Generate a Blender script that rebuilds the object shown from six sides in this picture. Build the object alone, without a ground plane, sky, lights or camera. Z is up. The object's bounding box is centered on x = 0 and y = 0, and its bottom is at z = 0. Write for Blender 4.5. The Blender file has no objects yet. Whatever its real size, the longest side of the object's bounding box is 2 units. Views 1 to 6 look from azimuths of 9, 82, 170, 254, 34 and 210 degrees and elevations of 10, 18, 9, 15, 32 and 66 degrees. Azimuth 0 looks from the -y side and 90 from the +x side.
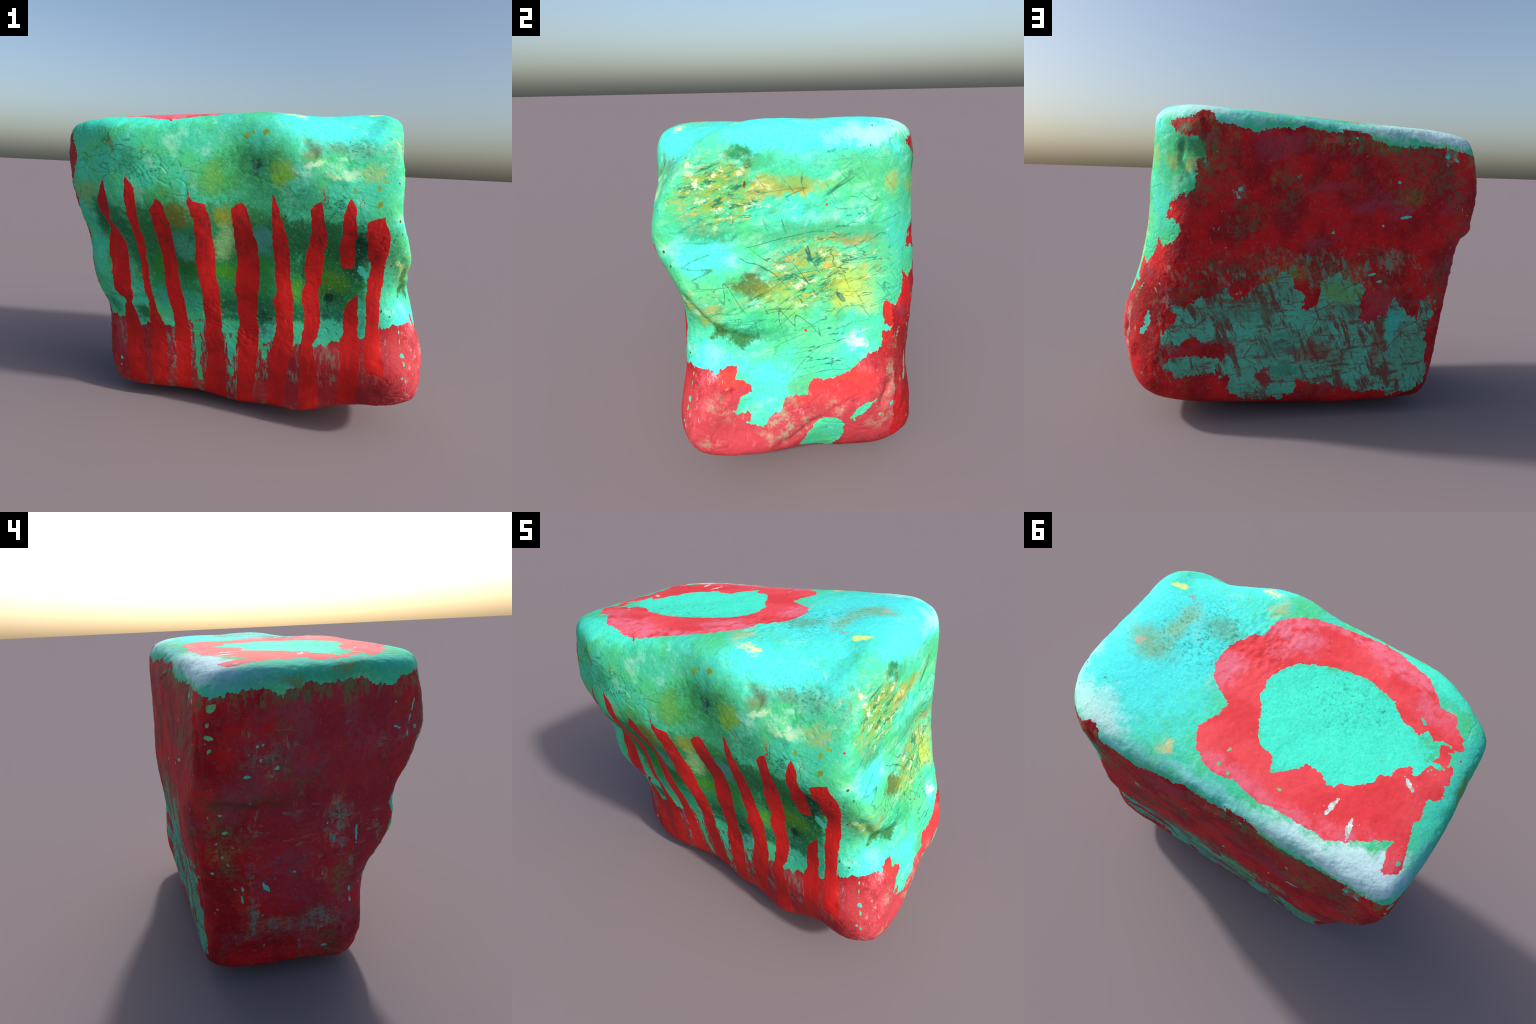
"""A large weathered stone block: leaning rounded box with hollowed front and chipped right side,
painted turquoise on top/front/right, red foot band with red drips climbing the front, a red ring
on top, and a worn red coat over the back and left side.

The body is one smooth solid: six carved faces (each a cubic B-spline height field over a small
control net) joined by a rounded intersection.  Every coat of paint is cut out of that solid as a
mesh of its own along a paint outline."""
import bpy, math
import numpy as np
from mathutils import Vector

# ----------------------------------------------------------------------------------------------
# 1. THE SOLID
# ----------------------------------------------------------------------------------------------
SPAN_X, SPAN_Y, SPAN_Z = (-1.02, 1.02), (-.68, .68), (0, 1.74)
EDGE = .042                      # rounding of the edges between faces
# how far the front bulges toward -y; rows step along x, columns up z
FRONT = [
    [0.089, 0.137, 0.181, 0.202, 0.251, 0.392, 0.506, 0.497, 0.440, 0.363, 0.352, 0.383],
    [0.119, 0.143, 0.231, 0.206, 0.177, 0.406, 0.478, 0.471, 0.464, 0.344, 0.427, 0.482],
    [0.165, 0.130, 0.255, 0.214, 0.213, 0.466, 0.288, 0.485, 0.535, 0.487, 0.565, 0.551],
    [0.233, 0.274, 0.292, 0.287, 0.362, 0.418, 0.436, 0.644, 0.606, 0.637, 0.562, 0.540],
    [0.240, 0.251, 0.307, 0.348, 0.357, 0.447, 0.429, 0.604, 0.645, 0.610, 0.536, 0.523],
    [0.271, 0.198, 0.279, 0.344, 0.396, 0.479, 0.591, 0.644, 0.645, 0.597, 0.570, 0.530],
    [0.355, 0.310, 0.369, 0.406, 0.396, 0.433, 0.443, 0.593, 0.598, 0.569, 0.567, 0.517],
    [0.425, 0.324, 0.367, 0.415, 0.446, 0.523, 0.537, 0.603, 0.587, 0.646, 0.594, 0.465],
    [0.576, 0.530, 0.449, 0.495, 0.453, 0.428, 0.533, 0.607, 0.631, 0.537, 0.470, 0.341],
    [0.652, 0.529, 0.384, 0.544, 0.483, 0.508, 0.487, 0.674, 0.616, 0.477, 0.277, 0.187],
    [0.668, 0.597, 0.535, 0.607, 0.524, 0.548, 0.491, 0.608, 0.623, 0.533, 0.304, 0.142],
    [0.634, 0.546, 0.466, 0.537, 0.354, 0.320, 0.490, 0.610, 0.581, 0.516, 0.361, 0.185],
    [0.582, 0.499, 0.434, 0.405, 0.324, 0.324, 0.446, 0.545, 0.553, 0.501, 0.393, 0.249]]
# toward +y; rows along x, columns up z
BACK = [
    [0.666, 0.633, 0.614, 0.638, 0.607, 0.487, 0.365],
    [0.664, 0.614, 0.558, 0.629, 0.616, 0.511, 0.391],
    [0.656, 0.600, 0.581, 0.676, 0.576, 0.585, 0.416],
    [0.652, 0.583, 0.580, 0.620, 0.601, 0.595, 0.393],
    [0.672, 0.595, 0.585, 0.632, 0.637, 0.608, 0.433],
    [0.703, 0.637, 0.525, 0.638, 0.591, 0.664, 0.552],
    [0.709, 0.653, 0.596, 0.723, 0.653, 0.646, 0.615],
    [0.715, 0.704, 0.713, 0.742, 0.715, 0.681, 0.660]]
# toward +x; rows along y, columns up z
RIGHT = [
    [1.058, 1.007, 0.960, 0.910, 0.824, 0.740, 0.755, 0.820, 0.913, 1.043, 1.097, 1.114],
    [1.047, 1.012, 0.979, 0.985, 0.947, 0.701, 0.827, 0.815, 0.831, 0.965, 0.949, 0.982],
    [1.025, 1.030, 1.003, 0.990, 1.118, 0.678, 0.970, 0.822, 0.807, 0.760, 0.763, 0.895],
    [0.965, 1.036, 1.071, 0.924, 0.959, 0.883, 0.903, 0.794, 0.818, 0.816, 0.848, 0.888],
    [0.862, 0.892, 0.990, 1.030, 0.993, 0.931, 0.871, 0.877, 0.840, 0.845, 0.756, 0.822],
    [0.800, 0.818, 0.859, 0.992, 0.988, 0.917, 0.892, 0.818, 0.825, 0.793, 0.844, 0.836],
    [0.779, 0.874, 0.937, 1.009, 1.019, 0.930, 0.868, 0.865, 0.853, 0.797, 0.857, 0.797],
    [0.739, 0.827, 0.946, 0.959, 0.968, 0.900, 0.854, 0.800, 0.802, 0.836, 0.755, 0.665],
    [0.697, 0.747, 0.801, 0.772, 0.511, 0.656, 0.635, 0.638, 0.593, 0.545, 0.564, 0.515],
    [0.651, 0.654, 0.636, 0.580, 0.514, 0.643, 0.628, 0.524, 0.400, 0.310, 0.314, 0.326]]
# toward -x; rows along y, columns up z
LEFT = [
    [0.688, 0.690, 0.693, 0.689, 0.680, 0.728, 0.830, 0.952, 1.044, 1.116],
    [0.764, 0.724, 0.755, 0.768, 0.741, 0.794, 0.883, 1.000, 1.046, 1.099],
    [0.861, 0.729, 0.814, 0.802, 0.856, 0.903, 0.950, 1.015, 1.026, 1.091],
    [0.953, 0.800, 0.863, 0.838, 0.928, 0.877, 0.988, 0.982, 1.037, 1.112],
    [0.885, 0.796, 0.793, 0.894, 0.816, 0.996, 0.992, 0.976, 1.105, 1.123],
    [0.750, 0.765, 0.795, 0.834, 0.859, 0.933, 0.988, 0.973, 1.019, 1.032],
    [0.602, 0.679, 0.792, 0.792, 0.817, 0.797, 1.024, 0.941, 0.886, 0.887],
    [0.493, 0.620, 0.732, 0.764, 0.784, 0.822, 0.941, 0.910, 0.827, 0.760]]
# height; rows along x, columns along y
TOP = [
    [1.530, 1.539, 1.541, 1.548, 1.531, 1.500, 1.460, 1.433],
    [1.522, 1.573, 1.595, 1.609, 1.595, 1.606, 1.562, 1.512],
    [1.499, 1.590, 1.652, 1.627, 1.646, 1.645, 1.634, 1.565],
    [1.488, 1.596, 1.673, 1.651, 1.647, 1.645, 1.656, 1.566],
    [1.506, 1.617, 1.682, 1.652, 1.665, 1.686, 1.614, 1.540],
    [1.530, 1.654, 1.713, 1.670, 1.686, 1.679, 1.693, 1.579],
    [1.547, 1.640, 1.653, 1.707, 1.688, 1.701, 1.681, 1.577],
    [1.528, 1.587, 1.681, 1.752, 1.719, 1.755, 1.652, 1.523],
    [1.525, 1.588, 1.665, 1.693, 1.659, 1.594, 1.519, 1.433],
    [1.535, 1.593, 1.637, 1.632, 1.577, 1.487, 1.404, 1.330]]
# depth below z = 0; rows along x, columns along y
BOTTOM = [
    [0.636, 0.481, 0.327, 0.150, 0.009, -0.070, -0.127],
    [0.517, 0.322, 0.154, -0.011, -0.055, -0.086, -0.131],
    [0.417, 0.175, -0.071, -0.150, -0.036, -0.107, -0.151],
    [0.333, 0.135, -0.045, -0.015, 0.020, -0.111, -0.186],
    [0.224, 0.103, -0.095, 0.031, -0.012, -0.159, -0.219],
    [0.011, -0.098, -0.208, -0.004, 0.028, -0.185, -0.243],
    [-0.255, -0.298, -0.228, -0.263, -0.187, -0.197, -0.240],
    [-0.478, -0.363, -0.218, -0.270, -0.318, -0.301, -0.278]]


def spline_basis(u, n):
    s = np.clip(u, 0, 1) * (n - 3)
    i = np.minimum(s.astype(int), n - 4)
    t = s - i
    return i, np.stack([(1 - t) ** 3 / 6, (3 * t ** 3 - 6 * t ** 2 + 4) / 6,
                        (-3 * t ** 3 + 3 * t ** 2 + 3 * t + 1) / 6, t ** 3 / 6], -1)


class Face:
    """a carved face: distance along one axis as a smooth function of the two others"""
    RES = 300

    def __init__(self, axis, sign, ua, uspan, va, vspan, net):
        self.axis, self.sign, self.ua, self.us, self.va, self.vs = axis, sign, ua, uspan, va, vspan
        net = np.array(net)
        g = np.linspace(0, 1, self.RES + 1)
        full = []
        for n in net.shape:
            i, b = spline_basis(g, n)
            m = np.zeros((len(g), n))
            for k in range(4):
                m[np.arange(len(g)), i + k] += b[:, k]
            full.append(m)
        self.tab = full[0] @ net @ full[1].T

    def depth(self, p):
        n = self.RES
        u = np.clip((p[:, self.ua] - self.us[0]) / (self.us[1] - self.us[0]), 0, 1) * n
        v = np.clip((p[:, self.va] - self.vs[0]) / (self.vs[1] - self.vs[0]), 0, 1) * n
        i, j = np.minimum(u.astype(int), n - 1), np.minimum(v.astype(int), n - 1)
        u, v, t = u - i, v - j, self.tab
        return (t[i, j] * (1 - u) + t[i + 1, j] * u) * (1 - v) + (t[i, j + 1] * (1 - u) + t[i + 1, j + 1] * u) * v


FACES = [Face(1, -1, 0, SPAN_X, 2, SPAN_Z, FRONT), Face(1, 1, 0, SPAN_X, 2, SPAN_Z, BACK),
         Face(0, 1, 1, SPAN_Y, 2, SPAN_Z, RIGHT), Face(0, -1, 1, SPAN_Y, 2, SPAN_Z, LEFT),
         Face(2, 1, 0, SPAN_X, 1, SPAN_Y, TOP), Face(2, -1, 0, SPAN_X, 1, SPAN_Y, BOTTOM)]


def solid(p):
    """< 0 inside the block"""
    d = np.stack([f.sign * p[:, f.axis] - f.depth(p) for f in FACES])
    m = d.max(0)
    return m + EDGE * np.log(np.exp((d - m) / EDGE).sum(0))


class Noise:
    """gradient noise, seeded"""
    def __init__(self, seed):
        r = np.random.RandomState(seed)
        self.perm = np.concatenate([r.permutation(256)] * 3)
        g = r.normal(size=(256, 3))
        self.grad = g / np.linalg.norm(g, axis=1)[:, None]

    def at(self, p):
        i = np.floor(p).astype(int)
        f = p - i
        i &= 255
        w = f * f * f * (f * (f * 6 - 15) + 10)
        out = 0
        for dx in (0, 1):
            for dy in (0, 1):
                for dz in (0, 1):
                    h = self.perm[self.perm[self.perm[i[:, 0] + dx] + i[:, 1] + dy] + i[:, 2] + dz]
                    dot = (self.grad[h] * (f - (dx, dy, dz))).sum(1)
                    k = (w[:, 0] if dx else 1 - w[:, 0]) * (w[:, 1] if dy else 1 - w[:, 1]) * (w[:, 2] if dz else 1 - w[:, 2])
                    out = out + k * dot
        return out * 1.6

    def fbm(self, p, freq, octaves=3, gain=.55):
        out, a = 0, 1
        for o in range(octaves):
            out = out + a * self.at(p * freq + 17.3 * o)
            a, freq = a * gain, freq * 2.03
        return out


def build_solid():
    cells, half, mid = (370, 250, 310), np.array([1., .64, .85]), np.array([0, 0, .85])
    coarse = 10
    pts, keys, tris, base = [], [], [], 0
    for a, b, c in ((0, 1, 2), (1, 2, 0), (2, 0, 1)):
        for s in (0, 1):
            nb, nc = cells[b], cells[c]
            jb, jc = np.meshgrid(np.arange(nb + 1), np.arange(nc + 1), indexing="ij")
            ijk = np.zeros((nb + 1, nc + 1, 3), int)
            ijk[..., a], ijk[..., b], ijk[..., c] = s * cells[a], jb, jc
            d = (ijk / np.array(cells) * 2 - 1) * half
            # rough search on every tenth ray, then two secant steps on all of them
            dc = d[::coarse, ::coarse]
            flat = dc.reshape(-1, 3)
            lo, hi = np.full(len(flat), .3), np.full(len(flat), 1.6)
            for _ in range(18):
                m = (lo + hi) / 2
                out = solid(mid + m[:, None] * flat) > 0
                hi, lo = np.where(out, m, hi), np.where(out, lo, m)
            r = lo.reshape(dc.shape[:2])
            gb, gc = np.arange(0, nb + 1, coarse), np.arange(0, nc + 1, coarse)
            r = np.stack([np.interp(np.arange(nb + 1), gb, r[:, k]) for k in range(r.shape[1])], 1)
            r = np.stack([np.interp(np.arange(nc + 1), gc, r[k]) for k in range(r.shape[0])], 0).ravel()
            d = d.reshape(-1, 3)
            h = .004
            for _ in range(3):
                f0, f1 = solid(mid + r[:, None] * d), solid(mid + (r + h)[:, None] * d)
                r = r - np.clip(f0 * h / np.maximum(f1 - f0, 1e-5), -.03, .03)
            pts.append(mid + r[:, None] * d)
            k = ijk.reshape(-1, 3)
            keys.append((k[:, 0] * 1000 + k[:, 1]) * 1000 + k[:, 2])
            q = (np.arange(nb)[:, None] * (nc + 1) + np.arange(nc)[None]).ravel() + base
            q = np.stack([q, q + nc + 1, q + nc + 2, q + 1], 1)
            if s == 0:
                q = q[:, ::-1]
            tris += [q[:, [0, 1, 2]], q[:, [0, 2, 3]]]
            base += len(d)
    pts, keys, tris = np.concatenate(pts), np.concatenate(keys), np.concatenate(tris)
    _, first, back = np.unique(keys, return_index=True, return_inverse=True)
    return pts[first], back.ravel()[tris]


def vertex_normals(p, t):
    n = np.cross(p[t[:, 1]] - p[t[:, 0]], p[t[:, 2]] - p[t[:, 0]])
    out = np.stack([sum(np.bincount(t[:, k], n[:, c], len(p)) for k in range(3)) for c in range(3)], 1)
    return out / np.maximum(np.linalg.norm(out, axis=1), 1e-12)[:, None]


def bump_at(p, centre, radii):
    return np.exp(-(((p - np.array(centre)) / np.array(radii)) ** 2).sum(1) * 1.5)


P, T = build_solid()
N = vertex_normals(P, T)
lump, grit, edge_noise = Noise(3), Noise(8), Noise(21)
relief = .0020 * lump.fbm(P, 6, 2) + .0008 * grit.fbm(P, 22, 3)
# the flaked, rougher places: right side, left side, the thick paint on the ring's lobes
rough = np.maximum.reduce([bump_at(P, (.83, -.33, 1.42), (.2, .25, .22)), bump_at(P, (.87, .0, 1.02), (.2, .35, .25)),
                           .8 * bump_at(P, (-.85, .1, .75), (.25, .6, .6)), .8 * bump_at(P, (.15, -.2, 1.68), (.25, .3, .1))])
relief += rough * .0046 * grit.fbm(P * np.array([1, .7, 1.3]), 34, 2)
# shallow creases and chipped facets: level lines and steps of a broad noise
n1, n2 = lump.fbm(P * np.array([1, .8, 1.5]), 4.5, 3), grit.fbm(P * np.array([.8, 1, .9]) + 5, 3.6, 3)
where = np.clip(.15 + grit.fbm(P, 2.6, 2) * 2, 0, 1) * np.clip((1.66 - P[:, 2]) / .08, .15, 1)
relief -= where * .0030 * np.clip(1 - np.abs(n1) / .07, 0, 1)
steps = n2 * 5
relief += where * .0014 * (np.floor(steps) + np.clip((steps - np.floor(steps)) * 5, 0, 1) - steps)
# chipped rims: bites out of the edges where two faces meet
d = np.sort(np.stack([f.sign * P[:, f.axis] - f.depth(P) for f in FACES]), 0)
rim = np.exp(-((d[-1] - d[-2]) / .05) ** 2)
relief += rim * (.0045 * np.minimum(0, lump.fbm(P + 3, 11, 3)) + .003 * grit.fbm(P + 7, 7, 2))
left_side = np.clip((-P[:, 0] - .70) / .1, 0, 1) * np.clip((1.52 - P[:, 2]) / .1, 0, 1)
relief += left_side * (.0045 * lump.fbm(P * np.array([1, .8, 1.2]), 8, 3) + .0016 * grit.fbm(P * np.array([1, .7, 1.3]), 26, 2))
relief += np.clip((P[:, 1] - .45) / .1, 0, 1) * .0011 * grit.fbm(P, 16, 3)
P = P + relief[:, None] * N
# grooves (negative) and ridges (positive): a line on the surface, its half width and its depth
FOLDS = [
    ([(0.827, -0.510, 1.001), (0.854, -0.465, 0.945), (0.845, -0.423, 0.878), (0.849, -0.375, 0.815), (0.875, -0.314, 0.803), (0.897, -0.244, 0.800), (0.914, -0.118, 0.808), (0.911, -0.048, 0.833)], 0.024, -0.012),
    ([(0.872, -0.468, 1.015), (0.867, -0.405, 0.914), (0.874, -0.324, 0.855), (0.903, -0.158, 0.844)], 0.035, 0.01),
    ([(0.863, -0.252, 1.052), (0.863, -0.190, 1.060), (0.863, -0.135, 1.078)], 0.032, -0.02),
    ([(0.806, -0.275, 1.633), (0.816, -0.230, 1.594), (0.823, -0.192, 1.555)], 0.02, -0.009),
    ([(0.819, -0.509, 1.214), (0.819, -0.388, 1.210), (0.821, -0.285, 1.221), (0.827, -0.231, 1.252)], 0.011, -0.008),
    ([(0.703, -0.235, 1.702), (0.731, -0.340, 1.660), (0.689, -0.435, 1.592), (0.645, -0.497, 1.528), (0.688, -0.555, 1.449)], 0.05, 0.009),
    ([(0.821, -0.255, 1.470), (0.825, -0.220, 1.461), (0.832, -0.136, 1.450)], 0.022, -0.007),
    ([(0.833, -0.092, 1.432), (0.826, 0.012, 1.424), (0.820, 0.084, 1.430)], 0.022, -0.008),
    ([(0.844, 0.324, 1.187), (0.849, 0.179, 1.140), (0.851, 0.084, 1.112)], 0.009, -0.006),
    ([(0.853, -0.074, 1.172), (0.844, 0.029, 1.188), (0.842, 0.142, 1.180)], 0.02, 0.006),
    ([(0.983, -0.135, 0.268), (0.982, -0.034, 0.321), (0.985, 0.046, 0.383), (0.987, 0.114, 0.412)], 0.028, -0.011),
    ([(0.966, 0.408, 0.547), (0.979, 0.389, 0.493), (0.981, 0.371, 0.418)], 0.026, -0.018),
    ([(0.922, 0.480, 0.474), (0.934, 0.473, 0.370)], 0.03, 0.008),
    ([(0.991, 0.125, 0.437), (0.998, 0.203, 0.477), (0.999, 0.264, 0.466)], 0.02, -0.006),
    ([(0.979, -0.374, 0.538), (0.971, -0.343, 0.560), (0.965, -0.300, 0.564)], 0.02, -0.012),
    ([(0.968, -0.283, 0.527), (0.968, -0.256, 0.530), (0.969, -0.225, 0.538)], 0.01, 0.007),
    ([(0.905, -0.430, 0.638), (0.930, -0.446, 0.568), (0.947, -0.483, 0.472)], 0.02, 0.007),
    ([(0.776, 0.438, 1.631), (0.782, 0.460, 1.573)], 0.02, -0.01),
    ([(-0.809, -0.292, 0.638), (-0.677, -0.338, 0.616), (-0.567, -0.380, 0.653), (-0.510, -0.391, 0.664)], 0.022, -0.016),
    ([(0.311, -0.582, 1.528), (0.362, -0.576, 1.495), (0.399, -0.574, 1.473)], 0.035, -0.012),
    ([(0.435, -0.594, 1.403), (0.514, -0.600, 1.371), (0.576, -0.611, 1.339)], 0.03, 0.008),
    ([(-0.744, -0.489, 1.117), (-0.718, -0.451, 1.046), (-0.716, -0.425, 1.001)], 0.022, -0.01),
    ([(0.098, -0.599, 1.441), (0.107, -0.598, 1.387)], 0.03, -0.006),
    ([(0.462, -0.470, 0.769), (0.503, -0.474, 0.753)], 0.03, -0.008),
    ([(0.563, -0.605, 1.122), (0.640, -0.543, 1.013)], 0.04, -0.012),
    ([(-0.019, -0.432, 0.689), (0.124, -0.464, 0.717)], 0.02, -0.003),
    ([(0.755, -0.546, 0.444), (0.775, -0.529, 0.521), (0.763, -0.514, 0.595)], 0.03, -0.006),
    ([(-0.883, 0.556, 1.022), (-0.906, 0.471, 1.001), (-0.934, 0.339, 0.991), (-0.945, 0.204, 0.981)], 0.04, -0.012),
    ([(-0.920, 0.556, 1.115), (-0.924, 0.512, 1.086), (-0.932, 0.453, 1.067), (-0.943, 0.392, 1.059), (-0.956, 0.315, 1.058)], 0.06, 0.03),
    ([(-0.841, 0.574, 1.465), (-0.922, 0.581, 1.335), (-0.934, 0.580, 1.209)], 0.018, -0.008),
    ([(-0.801, 0.610, 0.888), (-0.756, 0.599, 0.625), (-0.707, 0.586, 0.403)], 0.016, -0.008),
    ([(-0.819, -0.190, 0.312), (-0.822, -0.154, 0.216), (-0.823, -0.099, 0.186)], 0.012, -0.009),
    ([(-0.850, -0.159, 0.552), (-0.848, -0.114, 0.480), (-0.846, -0.089, 0.417)], 0.02, -0.01),
    ([(-0.961, 0.127, 1.042), (-0.942, 0.103, 0.976), (-0.933, 0.082, 0.953)], 0.015, -0.01),
    ([(-0.847, 0.369, 0.650), (-0.848, 0.313, 0.590), (-0.850, 0.274, 0.539)], 0.02, -0.006),
    ([(-0.835, 0.577, 0.890), (-0.876, 0.471, 0.895)], 0.012, 0.005),
    ([(-0.831, 0.574, 0.853), (-0.844, 0.539, 0.835)], 0.012, 0.005),
    ([(0.012, 0.607, 1.505), (-0.070, 0.599, 1.533), (-0.182, 0.591, 1.542)], 0.01, 0.009),
    ([(0.012, 0.609, 1.489), (-0.070, 0.601, 1.515), (-0.182, 0.594, 1.526)], 0.01, -0.005),
    ([(0.062, 0.618, 1.342), (-0.015, 0.616, 1.285)], 0.012, -0.005),
    ([(0.560, 0.600, 1.638), (0.541, 0.620, 1.558), (0.565, 0.619, 1.502)], 0.018, -0.01),
    ([(0.658, 0.588, 1.512), (0.671, 0.585, 1.418), (0.621, 0.609, 1.332)], 0.018, -0.009),
    ([(0.863, 0.185, 1.053), (0.900, 0.217, 0.875), (0.950, 0.233, 0.713)], 0.045, -0.022),
]
wobble = np.stack([lump.fbm(P + 9.1 * k, 9, 3) for k in range(3)], 1) * .010
for line, width, depth in FOLDS:
    line = np.array(line)
    near = ((P > line.min(0) - 3 * width - .02) & (P < line.max(0) + 3 * width + .02)).all(1)
    q = P[near] + wobble[near]
    dist, fade = np.full(len(q), 1e9), np.ones(len(q))
    run, total = 0, np.linalg.norm(np.diff(line, axis=0), axis=1).sum()
    for a, b in zip(line[:-1], line[1:]):
        seg = b - a
        t = np.clip(((q - a) @ seg) / (seg @ seg), 0, 1)
        r = np.linalg.norm(q - a - t[:, None] * seg, axis=1)
        along = (run + t * np.linalg.norm(seg)) / total
        fade = np.where(r < dist, np.minimum(1, 5 * np.minimum(along, 1 - along) + .25), fade)
        dist, run = np.minimum(dist, r), run + np.linalg.norm(seg)
    P[near] += (depth * fade * np.exp(-(dist / width) ** 2 * 1.2))[:, None] * N[near]

P[:, 2] = np.maximum(P[:, 2], 0)              # it rests on the ground
N = vertex_normals(P, T)

# ----------------------------------------------------------------------------------------------
# 2. PAINT OUTLINES  (all in metres on the block; each field is < 0 where the paint lies)
# ----------------------------------------------------------------------------------------------
FOOT_LINE = [(-0.800, 0.500), (-0.692, 0.497), (-0.600, 0.467), (-0.516, 0.496), (-0.427, 0.501), (-0.364, 0.502), (-0.280, 0.554), (-0.185, 0.563), (-0.071, 0.493), (0.015, 0.487), (0.137, 0.461), (0.221, 0.497), (0.326, 0.496), (0.357, 0.501), (0.428, 0.494), (0.500, 0.517), (0.570, 0.545), (0.657, 0.575), (0.682, 0.586), (0.750, 0.638), (0.822, 0.653), (0.899, 0.656)]
FOOT_RIGHT = [(-0.507, 0.640), (-0.466, 0.655), (-0.417, 0.658), (-0.396, 0.650), (-0.382, 0.638), (-0.361, 0.662), (-0.303, 0.684), (-0.291, 0.666), (-0.302, 0.622), (-0.270, 0.617), (-0.226, 0.596), (-0.235, 0.565), (-0.282, 0.537), (-0.316, 0.474), (-0.297, 0.452), (-0.254, 0.474), (-0.239, 0.447), (-0.256, 0.413), (-0.219, 0.391), (-0.184, 0.386), (-0.152, 0.442), (-0.113, 0.468), (-0.085, 0.524), (-0.077, 0.540), (0.016, 0.539), (0.026, 0.581), (0.054, 0.605), (0.101, 0.599), (0.137, 0.610), (0.213, 0.632), (0.271, 0.672), (0.345, 0.699), (0.381, 0.726), (0.381, 0.784), (0.427, 0.761), (0.435, 0.788), (0.393, 0.807), (0.385, 0.884), (0.404, 0.907), (0.463, 0.872), (0.489, 0.908), (0.504, 0.943), (0.519, 1.018), (0.556, 0.973), (0.589, 0.991)]
BACK_TOP = [(0.722, 1.613), (0.659, 1.618), (0.603, 1.644), (0.565, 1.672), (0.516, 1.660), (0.498, 1.622), (0.447, 1.606), (0.384, 1.596), (0.313, 1.568), (0.195, 1.599), (0.109, 1.597), (0.054, 1.607), (-0.016, 1.604), (-0.098, 1.581), (-0.171, 1.609), (-0.233, 1.595), (-0.317, 1.578), (-0.360, 1.547), (-0.439, 1.537), (-0.550, 1.531), (-0.732, 1.535), (-0.778, 1.530), (-0.850, 1.512), (-0.923, 1.495)]
BACK_SIDE = [(0.684, 1.543), (0.615, 1.540), (0.597, 1.538), (0.546, 1.465), (0.546, 1.434), (0.596, 1.427), (0.602, 1.377), (0.608, 1.288), (0.646, 1.243), (0.658, 1.261), (0.722, 1.213), (0.729, 1.161), (0.749, 1.127), (0.703, 1.125), (0.664, 1.083), (0.709, 1.015), (0.722, 0.991), (0.735, 1.006), (0.765, 0.969), (0.786, 1.014), (0.810, 0.942), (0.817, 0.908), (0.841, 0.870), (0.879, 0.888)]
LEFT_TOP = [(0.542, 1.431), (0.497, 1.461), (0.454, 1.503), (0.397, 1.519), (0.303, 1.521), (0.233, 1.483), (0.202, 1.514), (0.190, 1.501), (0.115, 1.528), (0.024, 1.518), (-0.040, 1.525), (-0.115, 1.537), (-0.187, 1.498), (-0.249, 1.493), (-0.308, 1.523), (-0.407, 1.533)]
LEFT_FRONT = [(-0.938, -0.421, 1.515), (-0.894, -0.463, 1.467), (-0.882, -0.479, 1.427), (-0.896, -0.483, 1.353), (-0.906, -0.472, 1.284), (-0.902, -0.460, 1.230), (-0.890, -0.447, 1.174), (-0.881, -0.420, 1.110), (-0.868, -0.384, 1.029), (-0.871, -0.340, 0.914), (-0.843, -0.367, 0.824), (-0.835, -0.327, 0.712), (-0.842, -0.246, 0.624), (-0.811, -0.278, 0.623), (-0.800, -0.232, 0.530)]
SCRAPE = [(0.787, 0.453), (0.750, 0.561), (0.704, 0.612), (0.697, 0.668), (0.619, 0.683), (0.553, 0.710), (0.455, 0.758), (0.420, 0.701), (0.288, 0.764), (0.235, 0.799), (0.088, 0.882), (0.055, 0.776), (0.067, 0.777), (0.004, 0.654), (-0.044, 0.682), (-0.065, 0.797), (-0.169, 0.839), (-0.307, 0.804), (-0.290, 0.650), (-0.312, 0.568), (-0.421, 0.582), (-0.487, 0.724), (-0.524, 0.656), (-0.577, 0.595), (-0.659, 0.562), (-0.657, 0.685), (-0.726, 0.682), (-0.734, 0.605), (-0.697, 0.451), (-0.719, 0.292), (-0.715, 0.188), (-0.623, 0.148), (-0.375, 0.143), (-0.220, 0.182), (-0.114, 0.202), (0.026, 0.224), (0.061, 0.163), (0.122, 0.119), (0.352, 0.132), (0.446, 0.205), (0.426, 0.276), (0.516, 0.315), (0.644, 0.286), (0.698, 0.289), (0.741, 0.326), (0.731, 0.402), (0.617, 0.375), (0.434, 0.383), (0.435, 0.441), (0.618, 0.475)]
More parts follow.
